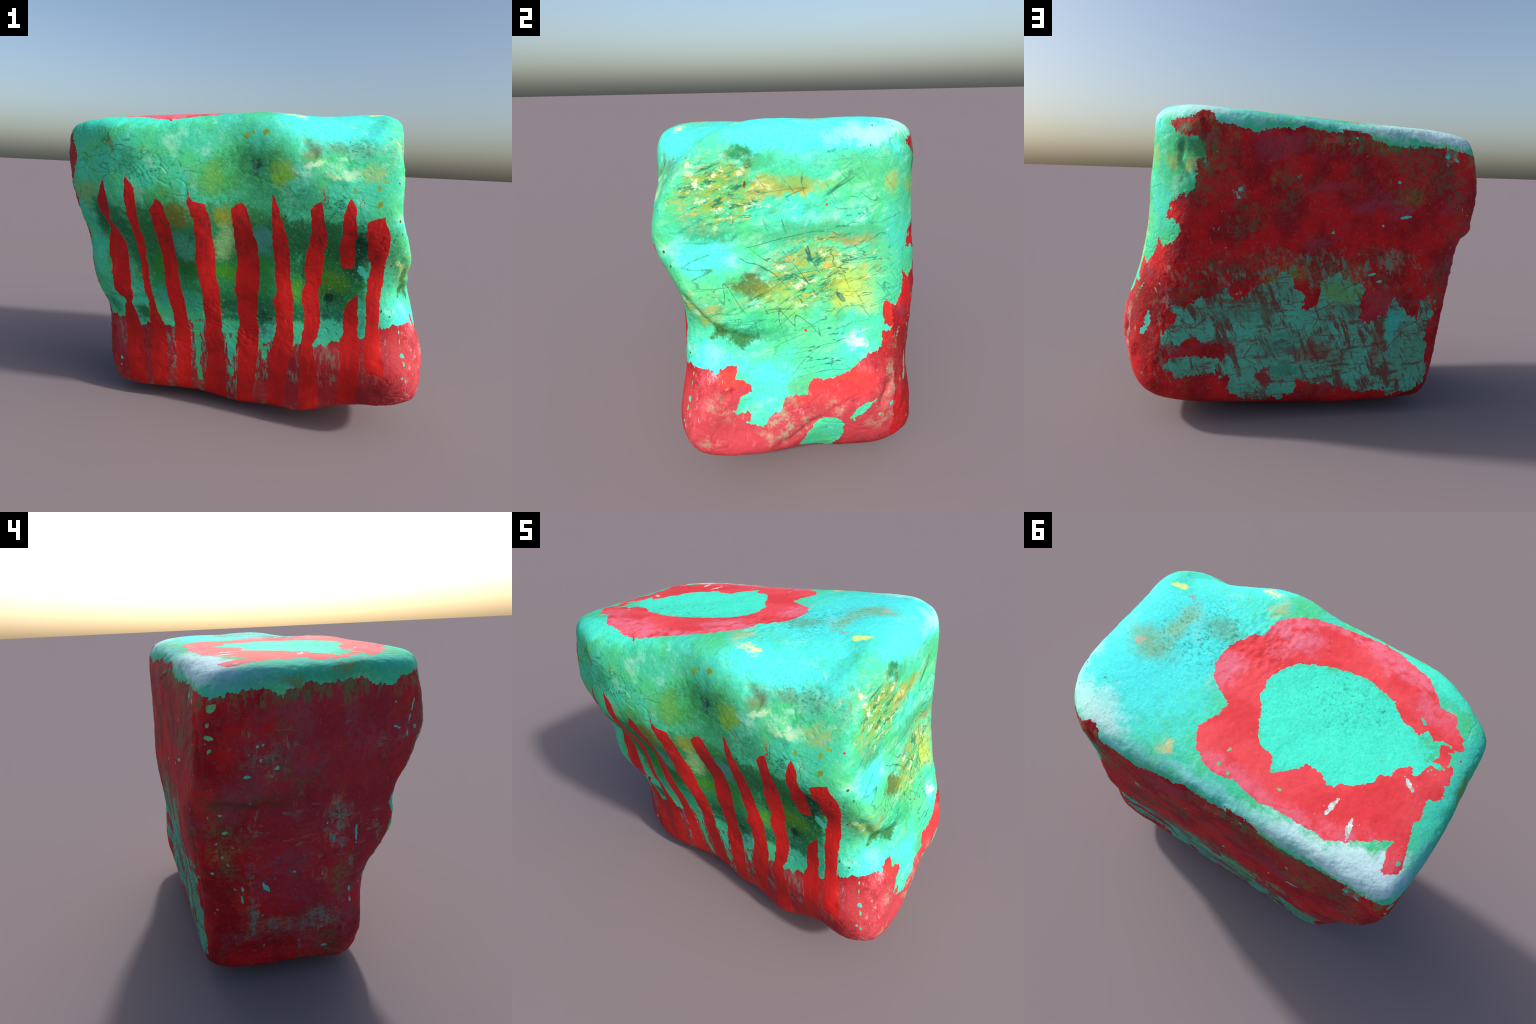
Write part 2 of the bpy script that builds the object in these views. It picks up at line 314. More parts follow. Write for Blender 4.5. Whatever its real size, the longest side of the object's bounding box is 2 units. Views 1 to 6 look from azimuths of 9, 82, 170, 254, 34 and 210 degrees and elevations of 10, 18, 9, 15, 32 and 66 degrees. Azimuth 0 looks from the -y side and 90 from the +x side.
RING_OUTER = [(0.200, -0.204), (0.157, -0.240), (0.163, -0.306), (0.134, -0.359), (0.063, -0.418), (-0.004, -0.455), (-0.096, -0.482), (-0.221, -0.515), (-0.325, -0.537), (-0.440, -0.528), (-0.533, -0.487), (-0.596, -0.476), (-0.661, -0.422), (-0.722, -0.352), (-0.797, -0.358), (-0.837, -0.300), (-0.907, -0.220), (-0.911, -0.169), (-0.904, -0.100), (-0.893, -0.057), (-0.917, -0.032), (-0.919, 0.044), (-0.893, 0.072), (-0.861, 0.078), (-0.869, 0.131), (-0.876, 0.176), (-0.860, 0.219), (-0.866, 0.249), (-0.887, 0.311), (-0.905, 0.379), (-0.903, 0.429), (-0.880, 0.453), (-0.845, 0.462), (-0.827, 0.409), (-0.818, 0.365), (-0.828, 0.327), (-0.768, 0.362), (-0.663, 0.433), (-0.584, 0.483), (-0.540, 0.471), (-0.470, 0.477), (-0.387, 0.473), (-0.274, 0.493), (-0.237, 0.483), (-0.186, 0.483), (-0.127, 0.462), (-0.087, 0.480), (-0.026, 0.486), (0.024, 0.472), (0.064, 0.443), (0.077, 0.443), (0.114, 0.396), (0.138, 0.338), (0.124, 0.291), (0.101, 0.237), (0.094, 0.177), (0.131, 0.163), (0.168, 0.140), (0.218, 0.108), (0.245, 0.085), (0.261, 0.037), (0.272, -0.041), (0.261, -0.109)]
RING_INNER = [(0.004, 0.062), (0.004, 0.011), (0.021, -0.028), (0.002, -0.093), (-0.047, -0.181), (-0.111, -0.216), (-0.213, -0.260), (-0.295, -0.278), (-0.380, -0.290), (-0.448, -0.271), (-0.526, -0.255), (-0.567, -0.216), (-0.622, -0.187), (-0.696, -0.168), (-0.723, -0.210), (-0.767, -0.185), (-0.806, -0.203), (-0.811, -0.160), (-0.830, -0.129), (-0.814, -0.090), (-0.777, 0.025), (-0.753, 0.023), (-0.746, -0.007), (-0.716, -0.004), (-0.680, 0.047), (-0.682, 0.081), (-0.639, 0.101), (-0.637, 0.142), (-0.562, 0.213), (-0.515, 0.227), (-0.504, 0.260), (-0.469, 0.266), (-0.433, 0.238), (-0.348, 0.234), (-0.332, 0.272), (-0.240, 0.351), (-0.222, 0.311), (-0.200, 0.283), (-0.139, 0.270), (-0.103, 0.240), (-0.066, 0.170), (-0.040, 0.111)]
WORN_RIGHT = [(0.090, 0.411), (0.148, 0.397), (0.191, 0.369), (0.193, 0.324), (0.198, 0.266), (0.180, 0.186), (0.158, 0.142), (0.051, 0.188), (-0.009, 0.233), (0.022, 0.318), (0.048, 0.359)]
WORN_STRIP = [(0.339, 0.475), (0.280, 0.463), (0.245, 0.434), (0.209, 0.387), (0.231, 0.370), (0.246, 0.351), (0.253, 0.396), (0.308, 0.434)]
# slivers of old coat in the foot band between drips: (x from, x to, z from, z to)
WORN_SLIVERS = [(-.265, -.185, .14, .57), (-.065, .012, .22, .50), (.13, .20, .36, .47)]
# each drip: (height, left edge, right edge)
DRIPS = [
    [(1.306, -0.697, -0.691), (1.257, -0.718, -0.680), (1.204, -0.742, -0.669), (1.156, -0.744, -0.676), (1.086, -0.711, -0.681), (1.051, -0.706, -0.654), (0.983, -0.736, -0.620), (0.902, -0.739, -0.614), (0.831, -0.719, -0.607), (0.757, -0.718, -0.605), (0.675, -0.722, -0.607), (0.611, -0.668, -0.623), (0.544, -0.686, -0.599), (0.445, -0.688, -0.570), (0.284, -0.681, -0.565), (0.114, -0.666, -0.555), (-0.050, -0.666, -0.555)],
    [(1.336, -0.563, -0.557), (1.299, -0.564, -0.524), (1.268, -0.563, -0.504), (1.203, -0.566, -0.502), (1.171, -0.558, -0.506), (1.136, -0.568, -0.506), (1.066, -0.557, -0.511), (0.992, -0.556, -0.502), (0.919, -0.546, -0.503), (0.846, -0.535, -0.496), (0.773, -0.535, -0.492), (0.697, -0.527, -0.483), (0.635, -0.510, -0.471), (0.571, -0.506, -0.458), (0.475, -0.518, -0.416), (0.312, -0.513, -0.415), (0.121, -0.516, -0.423), (-0.050, -0.516, -0.423)],
    [(1.232, -0.401, -0.396), (1.213, -0.402, -0.365), (1.173, -0.428, -0.355), (1.113, -0.430, -0.334), (1.043, -0.429, -0.331), (0.972, -0.416, -0.323), (0.901, -0.404, -0.311), (0.792, -0.398, -0.312), (0.717, -0.393, -0.296), (0.655, -0.384, -0.287), (0.576, -0.368, -0.282), (0.497, -0.357, -0.267), (0.334, -0.359, -0.266), (0.117, -0.367, -0.277), (-0.050, -0.367, -0.277)],
    [(1.285, -0.229, -0.224), (1.241, -0.226, -0.216), (1.226, -0.234, -0.198), (1.217, -0.234, -0.139), (1.181, -0.215, -0.124), (1.130, -0.198, -0.116), (1.064, -0.197, -0.111), (0.994, -0.196, -0.107), (0.908, -0.211, -0.105), (0.850, -0.202, -0.105), (0.777, -0.190, -0.094), (0.678, -0.183, -0.087), (0.601, -0.180, -0.081), (0.523, -0.175, -0.078), (0.326, -0.169, -0.058), (0.148, -0.196, -0.054), (-0.050, -0.196, -0.054)],
    [(1.228, 0.019, 0.050), (1.204, -0.012, 0.067), (1.140, -0.012, 0.083), (1.074, -0.004, 0.095), (1.027, -0.000, 0.117), (0.972, 0.004, 0.123), (0.902, 0.009, 0.131), (0.831, -0.001, 0.129), (0.759, -0.008, 0.127), (0.723, 0.003, 0.124), (0.627, 0.014, 0.125), (0.552, 0.018, 0.130), (0.477, 0.009, 0.132), (0.401, 0.015, 0.128), (0.281, 0.015, 0.119), (0.151, 0.006, 0.109), (-0.050, 0.006, 0.109)],
    [(1.271, 0.191, 0.195), (1.227, 0.191, 0.217), (1.184, 0.190, 0.229), (1.134, 0.192, 0.246), (1.069, 0.193, 0.273), (0.990, 0.204, 0.282), (0.922, 0.210, 0.287), (0.853, 0.217, 0.292), (0.783, 0.223, 0.301), (0.725, 0.205, 0.309), (0.653, 0.223, 0.313), (0.581, 0.226, 0.318), (0.509, 0.218, 0.321), (0.433, 0.199, 0.315), (0.355, 0.191, 0.298), (0.234, 0.187, 0.289), (0.152, 0.188, 0.288), (-0.050, 0.188, 0.288)],
    [(1.261, 0.425, 0.430), (1.240, 0.387, 0.432), (1.210, 0.376, 0.437), (1.167, 0.385, 0.442), (1.136, 0.389, 0.456), (1.104, 0.385, 0.464), (1.051, 0.375, 0.461), (1.003, 0.367, 0.455), (0.934, 0.363, 0.452), (0.842, 0.367, 0.445), (0.791, 0.356, 0.434), (0.777, 0.351, 0.435), (0.735, 0.356, 0.441), (0.667, 0.371, 0.454), (0.599, 0.375, 0.457), (0.557, 0.370, 0.450), (0.514, 0.359, 0.423), (0.460, 0.362, 0.437), (0.391, 0.364, 0.455), (0.277, 0.363, 0.468), (0.161, 0.366, 0.475), (-0.050, 0.366, 0.475)],
    [(1.284, 0.559, 0.565), (1.256, 0.549, 0.584), (1.208, 0.541, 0.588), (1.172, 0.535, 0.594), (1.147, 0.534, 0.602), (1.096, 0.535, 0.604), (1.049, 0.528, 0.602), (0.980, 0.533, 0.606), (0.933, 0.542, 0.605)],
    [(0.805, 0.630, 0.635), (0.784, 0.616, 0.636), (0.749, 0.587, 0.639), (0.721, 0.570, 0.639), (0.661, 0.571, 0.647), (0.594, 0.573, 0.652), (0.562, 0.566, 0.658), (0.497, 0.561, 0.662), (0.446, 0.571, 0.666), (-0.050, 0.571, 0.666)],
    [(1.202, 0.712, 0.728), (1.189, 0.675, 0.729), (1.175, 0.646, 0.734), (1.124, 0.651, 0.759), (1.059, 0.659, 0.768), (1.025, 0.663, 0.763), (0.984, 0.677, 0.750), (0.944, 0.687, 0.750), (0.884, 0.674, 0.751), (0.838, 0.677, 0.749), (0.799, 0.676, 0.741), (0.741, 0.679, 0.743), (0.675, 0.681, 0.747), (0.578, 0.686, 0.758), (0.515, 0.687, 0.768), (0.454, 0.692, 0.791), (0.403, 0.704, 0.789)],
]
# small separate marks: (kind, paint, from, to, half width)
MARKS = [
    ("paint_flake", "white_flake", (-0.732, 0.043, 1.634), (-0.799, 0.092, 1.628), 0.011),
    ("paint_flake", "white_flake", (-0.528, 0.388, 1.646), (-0.544, 0.293, 1.647), 0.011),
    ("paint_flake", "white_flake", (-0.654, 0.428, 1.639), (-0.635, 0.339, 1.643), 0.013),
    ("green_spot", "green_spot", (-0.313, 0.403, 1.657), (-0.312, 0.391, 1.658), 0.013),
    ("green_spot", "green_spot", (-0.032, 0.356, 1.676), (-0.044, 0.361, 1.676), 0.011),
    ("green_spot", "green_spot", (-0.032, 0.433, 1.672), (-0.043, 0.438, 1.671), 0.011),
    ("green_spot", "green_spot", (-0.085, 0.453, 1.667), (-0.096, 0.458, 1.666), 0.011),
    ("turquoise_chip", "turquoise_chip", (-0.882, 0.404, 1.612), (-0.891, 0.386, 1.612), 0.011),
    ("turquoise_chip", "turquoise_chip", (-0.674, -0.251, 1.641), (-0.705, -0.230, 1.637), 0.009),
    ("yellow_spot", "yellow_spot", (-0.468, -0.618, 1.477), (-0.463, -0.618, 1.481), 0.01485),
    ("yellow_spot", "yellow_spot", (-0.363, -0.628, 1.261), (-0.358, -0.628, 1.266), 0.0216),
    ("yellow_spot", "yellow_spot", (-0.222, -0.632, 1.308), (-0.217, -0.632, 1.312), 0.01755),
    ("yellow_spot", "yellow_spot", (0.047, -0.589, 1.541), (0.057, -0.587, 1.567), 0.01485),
    ("yellow_spot", "yellow_spot", (0.080, -0.590, 1.565), (0.083, -0.588, 1.578), 0.0108),
    ("yellow_spot", "yellow_spot", (0.129, -0.595, 1.575), (0.152, -0.596, 1.577), 0.016200000000000003),
    ("yellow_spot", "yellow_spot", (0.214, -0.604, 1.448), (0.219, -0.604, 1.451), 0.01485),
    ("yellow_spot", "yellow_spot", (0.717, -0.596, 1.366), (0.721, -0.594, 1.370), 0.02295),
    ("yellow_spot", "yellow_spot", (0.681, -0.608, 1.338), (0.701, -0.609, 1.331), 0.01485),
    ("yellow_spot", "yellow_spot", (0.574, -0.618, 1.316), (0.583, -0.617, 1.318), 0.01485),
    ("yellow_spot", "yellow_spot", (-0.865, -0.498, 1.356), (-0.862, -0.500, 1.360), 0.01215),
    ("yellow_spot", "yellow_spot", (0.690, -0.625, 1.245), (0.708, -0.619, 1.282), 0.0108),
    ("yellow_spot", "yellow_spot", (0.243, -0.590, 1.571), (0.244, -0.588, 1.575), 0.008100000000000001),
    ("red_spot", "red_spot", (0.776, -0.583, 1.369), (0.782, -0.584, 1.356), 0.007),
    ("red_spot", "red_spot", (0.427, -0.615, 1.308), (0.452, -0.612, 1.333), 0.004),
    ("red_spot", "red_spot", (0.427, -0.615, 1.308), (0.447, -0.619, 1.282), 0.004),
    ("red_spot", "red_spot", (0.447, -0.619, 1.282), (0.436, -0.619, 1.260), 0.005),
    ("red_spot", "red_spot", (0.516, -0.608, 1.350), (0.525, -0.614, 1.329), 0.004),
    ("red_spot", "red_spot", (0.825, 0.132, 1.381), (0.825, 0.134, 1.385), 0.006),
    ("red_spot", "red_spot", (0.828, 0.128, 1.360), (0.828, 0.139, 1.364), 0.006),
    ("red_spot", "red_spot", (0.915, 0.018, 0.821), (0.917, 0.029, 0.812), 0.006),
    ("red_spot", "red_spot", (-0.339, -0.550, 1.612), (-0.353, -0.538, 1.621), 0.006),
    ("dark_slit", "dark_slit", (0.825, -0.220, 1.477), (0.826, -0.219, 1.443), 0.007),
    ("dark_slit", "dark_slit", (0.912, 0.244, 0.830), (0.912, 0.248, 0.829), 0.006),
    ("dark_slit", "dark_slit", (0.883, 0.236, 0.944), (0.883, 0.240, 0.943), 0.006),
    ("dark_slit", "dark_slit", (0.919, 0.276, 0.801), (0.919, 0.280, 0.800), 0.006),
    ("dark_slit", "dark_slit", (0.889, 0.395, 0.845), (0.888, 0.400, 0.843), 0.007),
    ("dark_slit", "dark_slit", (0.838, 0.294, 1.317), (0.838, 0.298, 1.316), 0.006),
    ("dark_slit", "dark_slit", (0.813, 0.311, 1.577), (0.813, 0.315, 1.576), 0.006),
    ("dark_slit", "dark_slit", (0.810, 0.325, 1.606), (0.810, 0.330, 1.605), 0.005),
    ("dark_slit", "dark_slit", (0.765, 0.344, 1.685), (0.766, 0.348, 1.684), 0.006),
    ("dark_slit", "dark_slit", (0.779, -0.511, 0.961), (0.786, -0.509, 0.960), 0.008),
    ("dark_slit", "dark_slit", (0.816, -0.553, 1.125), (0.823, -0.545, 1.124), 0.008),
    ("dark_slit", "dark_slit", (0.798, -0.578, 1.189), (0.805, -0.568, 1.187), 0.008),
    ("dark_slit", "dark_slit", (0.254, -0.594, 1.180), (0.260, -0.594, 1.180), 0.011),
    ("dark_slit", "dark_slit", (0.440, -0.608, 1.166), (0.446, -0.609, 1.165), 0.01),
    ("dark_slit", "dark_slit", (0.752, -0.506, 0.726), (0.759, -0.504, 0.725), 0.008),
    ("dark_slit", "dark_slit", (0.799, -0.494, 0.698), (0.806, -0.491, 0.696), 0.006),
    ("turquoise_chip", "turquoise_chip", (0.868, -0.507, 0.516), (0.882, -0.509, 0.498), 0.01),
    ("turquoise_chip", "turquoise_chip", (-0.728, -0.254, 0.242), (-0.714, -0.257, 0.228), 0.009),
    ("turquoise_chip", "turquoise_chip", (-0.731, -0.247, 0.190), (-0.724, -0.248, 0.186), 0.007),
    ("turquoise_chip", "turquoise_chip", (0.878, -0.541, 0.398), (0.886, -0.539, 0.398), 0.007),
    ("turquoise_chip", "turquoise_chip", (0.783, 0.560, 0.782), (0.779, 0.563, 0.786), 0.009),
    ("turquoise_chip", "turquoise_chip", (0.870, 0.476, 0.773), (0.867, 0.482, 0.767), 0.007),
    ("turquoise_chip", "turquoise_chip", (0.964, 0.422, 0.424), (0.960, 0.429, 0.435), 0.012),
    ("turquoise_chip", "turquoise_chip", (0.844, 0.522, 0.623), (0.858, 0.523, 0.540), 0.018),
    ("turquoise_chip", "turquoise_chip", (0.851, 0.526, 0.548), (0.886, 0.509, 0.501), 0.018),
    ("turquoise_chip", "turquoise_chip", (0.905, 0.396, 0.791), (0.901, 0.417, 0.781), 0.016),
    ("turquoise_chip", "turquoise_chip", (0.385, 0.622, 1.275), (0.369, 0.622, 1.288), 0.01),
    ("turquoise_chip", "turquoise_chip", (0.391, 0.622, 1.237), (0.375, 0.622, 1.250), 0.008),
    ("turquoise_chip", "turquoise_chip", (-0.480, 0.595, 1.350), (-0.488, 0.596, 1.329), 0.008),
    ("turquoise_chip", "turquoise_chip", (-0.494, 0.613, 1.149), (-0.556, 0.613, 1.157), 0.008),
    ("turquoise_chip", "turquoise_chip", (-0.115, 0.618, 1.059), (-0.125, 0.618, 1.073), 0.008),
    ("turquoise_chip", "turquoise_chip", (-0.394, 0.616, 1.099), (-0.401, 0.615, 1.110), 0.007),
    ("turquoise_chip", "turquoise_chip", (-0.235, 0.583, 1.568), (-0.238, 0.585, 1.560), 0.008),
    ("turquoise_chip", "turquoise_chip", (-0.326, 0.622, 0.835), (-0.378, 0.625, 0.849), 0.007),
    ("turquoise_chip", "turquoise_chip", (-0.375, 0.623, 0.799), (-0.411, 0.625, 0.804), 0.006),
    ("turquoise_chip", "turquoise_chip", (-0.762, 0.573, 1.498), (-0.758, 0.577, 1.474), 0.012),
    ("turquoise_chip", "turquoise_chip", (-0.801, 0.575, 1.476), (-0.824, 0.576, 1.459), 0.01),
    ("turquoise_chip", "turquoise_chip", (-0.978, -0.382, 1.429), (-0.972, -0.370, 1.361), 0.005),
    ("turquoise_chip", "turquoise_chip", (-0.972, -0.370, 1.361), (-0.958, -0.369, 1.290), 0.005),
    ("turquoise_chip", "turquoise_chip", (-0.958, -0.369, 1.290), (-0.947, -0.370, 1.244), 0.006),
    ("turquoise_chip", "turquoise_chip", (-0.971, -0.283, 1.308), (-0.964, -0.326, 1.291), 0.006),
    ("turquoise_chip", "turquoise_chip", (-0.988, -0.280, 1.418), (-0.988, -0.283, 1.416), 0.01),
    ("turquoise_chip", "turquoise_chip", (-0.981, 0.349, 1.280), (-0.981, 0.347, 1.284), 0.012),
    ("turquoise_chip", "turquoise_chip", (-0.982, 0.323, 1.290), (-0.982, 0.321, 1.285), 0.01),
    ("turquoise_chip", "turquoise_chip", (-0.980, 0.267, 1.187), (-0.979, 0.262, 1.178), 0.013),
    ("turquoise_chip", "turquoise_chip", (-0.979, 0.336, 1.219), (-0.979, 0.332, 1.221), 0.01),
    ("turquoise_chip", "turquoise_chip", (-0.963, 0.405, 1.151), (-0.967, 0.380, 1.154), 0.008),
    ("turquoise_chip", "turquoise_chip", (-0.838, 0.414, 0.592), (-0.836, 0.406, 0.559), 0.006),
    ("turquoise_chip", "turquoise_chip", (-0.834, 0.415, 0.540), (-0.830, 0.408, 0.492), 0.006),
    ("turquoise_chip", "turquoise_chip", (-0.906, 0.012, 0.874), (-0.904, 0.002, 0.866), 0.009),
    ("turquoise_chip", "turquoise_chip", (-0.899, -0.145, 0.866), (-0.887, -0.149, 0.737), 0.005),
    ("turquoise_chip", "turquoise_chip", (-0.846, -0.135, 0.495), (-0.842, -0.137, 0.459), 0.007),
    ("turquoise_chip", "turquoise_chip", (-0.840, -0.138, 0.430), (-0.837, -0.141, 0.398), 0.007),
    ("turquoise_chip", "turquoise_chip", (-0.814, 0.015, 0.172), (-0.817, -0.020, 0.169), 0.008),
    ("turquoise_chip", "turquoise_chip", (-0.858, 0.158, 0.635), (-0.858, 0.156, 0.625), 0.008),
    ("turquoise_chip", "turquoise_chip", (-0.818, 0.551, 0.674), (-0.824, 0.535, 0.671), 0.007),
    ("turquoise_chip", "turquoise_chip", (-0.848, 0.524, 0.829), (-0.849, 0.519, 0.822), 0.009),
    ("turquoise_chip", "turquoise_chip", (-0.848, 0.313, 0.593), (-0.849, 0.280, 0.546), 0.01),
    ("green_spot", "green_spot", (-0.843, 0.523, 0.791), (-0.843, 0.521, 0.790), 0.011),
    ("green_spot", "green_spot", (-0.843, 0.500, 0.753), (-0.845, 0.492, 0.757), 0.009),
    ("green_spot", "green_spot", (-0.842, 0.474, 0.710), (-0.843, 0.470, 0.711), 0.011),
    ("green_spot", "green_spot", (-0.862, 0.421, 0.788), (-0.863, 0.419, 0.787), 0.01),
    ("green_spot", "green_spot", (-0.862, 0.556, 0.959), (-0.864, 0.553, 0.960), 0.012),
    ("green_spot", "green_spot", (-0.838, 0.601, 0.993), (-0.838, 0.600, 0.992), 0.009),
    ("green_spot", "green_spot", (-0.866, 0.497, 0.881), (-0.874, 0.471, 0.885), 0.008),
    ("green_spot", "green_spot", (-0.860, 0.452, 0.801), (-0.861, 0.449, 0.804), 0.008),
    ("green_spot", "green_spot", (-0.953, 0.550, 1.385), (-0.959, 0.541, 1.379), 0.012),
    ("green_spot", "green_spot", (-0.952, 0.562, 1.336), (-0.971, 0.525, 1.326), 0.01),
    ("green_spot", "green_spot", (-0.963, 0.551, 1.285), (-0.967, 0.540, 1.276), 0.012),
    ("green_spot", "green_spot", (-0.944, 0.545, 1.435), (-0.960, 0.505, 1.462), 0.014),
    ("green_spot", "green_spot", (-0.948, -0.407, 1.285), (-0.947, -0.412, 1.289), 0.013),
    ("green_spot", "green_spot", (-0.922, -0.446, 1.257), (-0.917, -0.457, 1.270), 0.006),
    ("green_spot", "green_spot", (-0.884, 0.506, 0.965), (-0.887, 0.501, 0.971), 0.011),
]



def outline_field(u, v, poly):
    """signed distance to a closed outline in a plane, < 0 inside"""
    poly = np.array(poly)
    best, inside = np.full(len(u), 1e9), np.zeros(len(u), bool)
    for (ax, ay), (bx, by) in zip(poly, np.roll(poly, -1, 0)):
        dx, dy = bx - ax, by - ay
        t = np.clip(((u - ax) * dx + (v - ay) * dy) / (dx * dx + dy * dy + 1e-12), 0, 1)
        best = np.minimum(best, (u - ax - t * dx) ** 2 + (v - ay - t * dy) ** 2)
        cross = (ay > v) != (by > v)
        if abs(dy) > 1e-12:
            inside ^= cross & (u < ax + (v - ay) * dx / dy)
    return np.where(inside, -1, 1) * np.sqrt(best)


def ragged(p, freq, size, octaves=3):
    return size * edge_noise.fbm(p, freq, octaves)


def drip_field(p, rows):
    rows = np.array(sorted(rows))
    z = p[:, 2]
    l, r = np.interp(z, rows[:, 0], rows[:, 1]), np.interp(z, rows[:, 0], rows[:, 2])
    f = np.abs(p[:, 0] - (l + r) / 2) - (r - l) / 2
    f = np.maximum(f, np.maximum(z - rows[-1, 0], rows[0, 0] - z))
    return np.maximum(f, p[:, 1] - .05) + ragged(p * np.array([1, 1, .6]), 26, .0055, 3) + ragged(p, 80, .0035, 2)


def foot_field(p):
    x, y, z = p.T
    side = (x - .87) + (y + .5)                      # > 0 on the right face
    line = np.array(FOOT_LINE)
    front = np.maximum(z - np.interp(x, line[:, 0], line[:, 1]) + ragged(p * np.array([1.5, 1, .6]), 28, .014, 3), side)
    front = np.maximum(front, y - .5)
    right = np.maximum(outline_field(y, z, FOOT_RIGHT + [(.75, 1.0), (.75, -.3), (-.8, -.3), (-.8, .694)]), -side)
    return np.minimum(front, right) + ragged(p, 18, .008, 3) + ragged(p * np.array([1, 1.3, .6]), 50, .006, 2) + ragged(p, 80, .006, 2)


def coat_field(p):
    x, y, z = p.T
    back = np.maximum(outline_field(x, z, BACK_TOP + [(-1.15, 1.47), (-1.15, -.3), (1.15, -.3), (1.15, .887)] + BACK_SIDE[::-1]), .44 - y)
    f = np.array(LEFT_FRONT)[::-1] - np.array([.012, 0, 0])
    diag = ((x - np.interp(z, f[:, 2], f[:, 0])) - (y - np.interp(z, f[:, 2], f[:, 1]))) * .707
    top = np.array(LEFT_TOP)[::-1]
    left = np.maximum.reduce([diag, z - np.interp(y, top[:, 0], top[:, 1]), x + .55])
    return np.minimum(back, left) + ragged(p * np.array([1, 1, .75]), 17, .013, 3) + ragged(p * np.array([1.3, 1.3, .5]), 55, .007, 2) + ragged(p, 75, .011, 2)


def ring_field(p):
    x, y, z = p.T
    f = np.maximum(outline_field(x, y, RING_OUTER), -outline_field(x, y, RING_INNER))
    chipped = bump_at(p, (-.86, -.12, 1.61), (.10, .14, .2))
    f = f + ragged(p, 22, .005, 3) + ragged(p, 75, .007, 2) + chipped * np.maximum(-.01, ragged(p, 15, .13, 3))
    return np.maximum(f, 1.4 - z)


def worn_back_field(p):
    x, y, z = p.T
    return np.maximum(outline_field(x, z, SCRAPE), .4 - y) + ragged(p * np.array([1, 1, .7]), 13, .030, 3) + ragged(p * np.array([1.3, 1, .6]), 48, .016, 2)


def worn_foot_field(p):
    """bare turquoise left in the foot band: under the right side, and slivers between the drips"""
    x, y, z = p.T
    r = np.minimum(outline_field(y, z, WORN_RIGHT), outline_field(y, z, WORN_STRIP))
    r = np.maximum(r, .75 - x)
    s = 1e9
    for x0, x1, z0, z1 in WORN_SLIVERS:
        fade = np.clip((z1 - z) / (z1 - z0), 0, 1)
        s = np.minimum(s, np.maximum.reduce([np.abs(x - (x0 + x1) / 2) - (x1 - x0) / 2, z - z1, z0 - z]) + .008 + .022 * fade
                       + ragged(p * np.array([1.6, 1, .35]), 42, .026, 4))
    return np.minimum(np.maximum(s, y), r + ragged(p, 24, .012))


def stroke_field(p, a, b, w):
    a, b = np.array(a), np.array(b)
    d = b - a
    t = np.clip(((p - a) @ d) / (d @ d + 1e-12), 0, 1)
    return np.linalg.norm(p - a - t[:, None] * d, axis=1) - w * (1 - .75 * np.abs(2 * t - 1) ** 2 if d @ d > 1e-8 else 1)


# ----------------------------------------------------------------------------------------------
# 3. CUTTING THE COATS APART
# ----------------------------------------------------------------------------------------------
LABEL = np.zeros(len(T), int)          # 0 = turquoise coat
PARTS = [("turquoise_coat", "turquoise", False)]


def cut(name, material, field, only=None, stuff=False, box=None):
    """split the surface along field == 0 and give the inside to a new part"""
    global P, N, T, LABEL
    phi = np.full(len(P), 1.0)
    if box is None:
        near = np.ones(len(P), bool)
    else:
        near = np.ones(len(P), bool)
        for axis in range(3):
            near &= (P[:, axis] > box[0][axis]) & (P[:, axis] < box[1][axis])
    phi[near] = field(P[near])
    phi[np.abs(phi) < 1e-5] = 1e-5
    k = len(PARTS)
    inside = phi < 0
    some = np.where(inside[T[:, 0]] | inside[T[:, 1]] | inside[T[:, 2]])[0]
    neg_some = inside[T[some]]
    ok_some = np.ones(len(some), bool) if only is None else np.isin(LABEL[some], only)
    count = neg_some.sum(1)
    LABEL[some[(count == 3) & ok_some]] = k
    part = count < 3                      # all crossing triangles are split, so that borders stay closed
    mixed = some[part]
    if len(mixed):
        t, ng, was, sel = T[mixed], neg_some[part], LABEL[mixed], ok_some[part]
        lone = np.where(ng.sum(1) == 1, ng.argmax(1), (~ng).argmax(1))
        r = np.arange(len(t))
        a, b, c = t[r, lone], t[r, (lone + 1) % 3], t[r, (lone + 2) % 3]
        e = np.sort(np.concatenate([np.stack([a, b], 1), np.stack([a, c], 1)]), 1)
        code = e[:, 0].astype(np.int64) * (len(P) + 1) + e[:, 1]
        _, first, back = np.unique(code, return_index=True, return_inverse=True)
        u = e[first]
        w = (phi[u[:, 0]] / (phi[u[:, 0]] - phi[u[:, 1]]))[:, None]
        w = np.clip(w, .02, .98)
        newp, newn = P[u[:, 0]] * (1 - w) + P[u[:, 1]] * w, N[u[:, 0]] * (1 - w) + N[u[:, 1]] * w
        m = back.ravel() + len(P)
        ab, ac = m[:len(t)], m[len(t):]
        P, N = np.concatenate([P, newp]), np.concatenate([N, newn / np.linalg.norm(newn, axis=1)[:, None]])
        inner = np.where(sel, k, was)
        tip, rest = np.where(ng[r, lone], inner, was), np.where(ng[r, lone], was, inner)
        keep = np.ones(len(T), bool)
        keep[mixed] = False
        T = np.concatenate([T[keep], np.stack([a, ab, ac], 1), np.stack([ab, b, c], 1), np.stack([ab, c, ac], 1)])
        LABEL = np.concatenate([LABEL[keep], tip, rest, rest])
    PARTS.append((name, material, stuff))
    return k


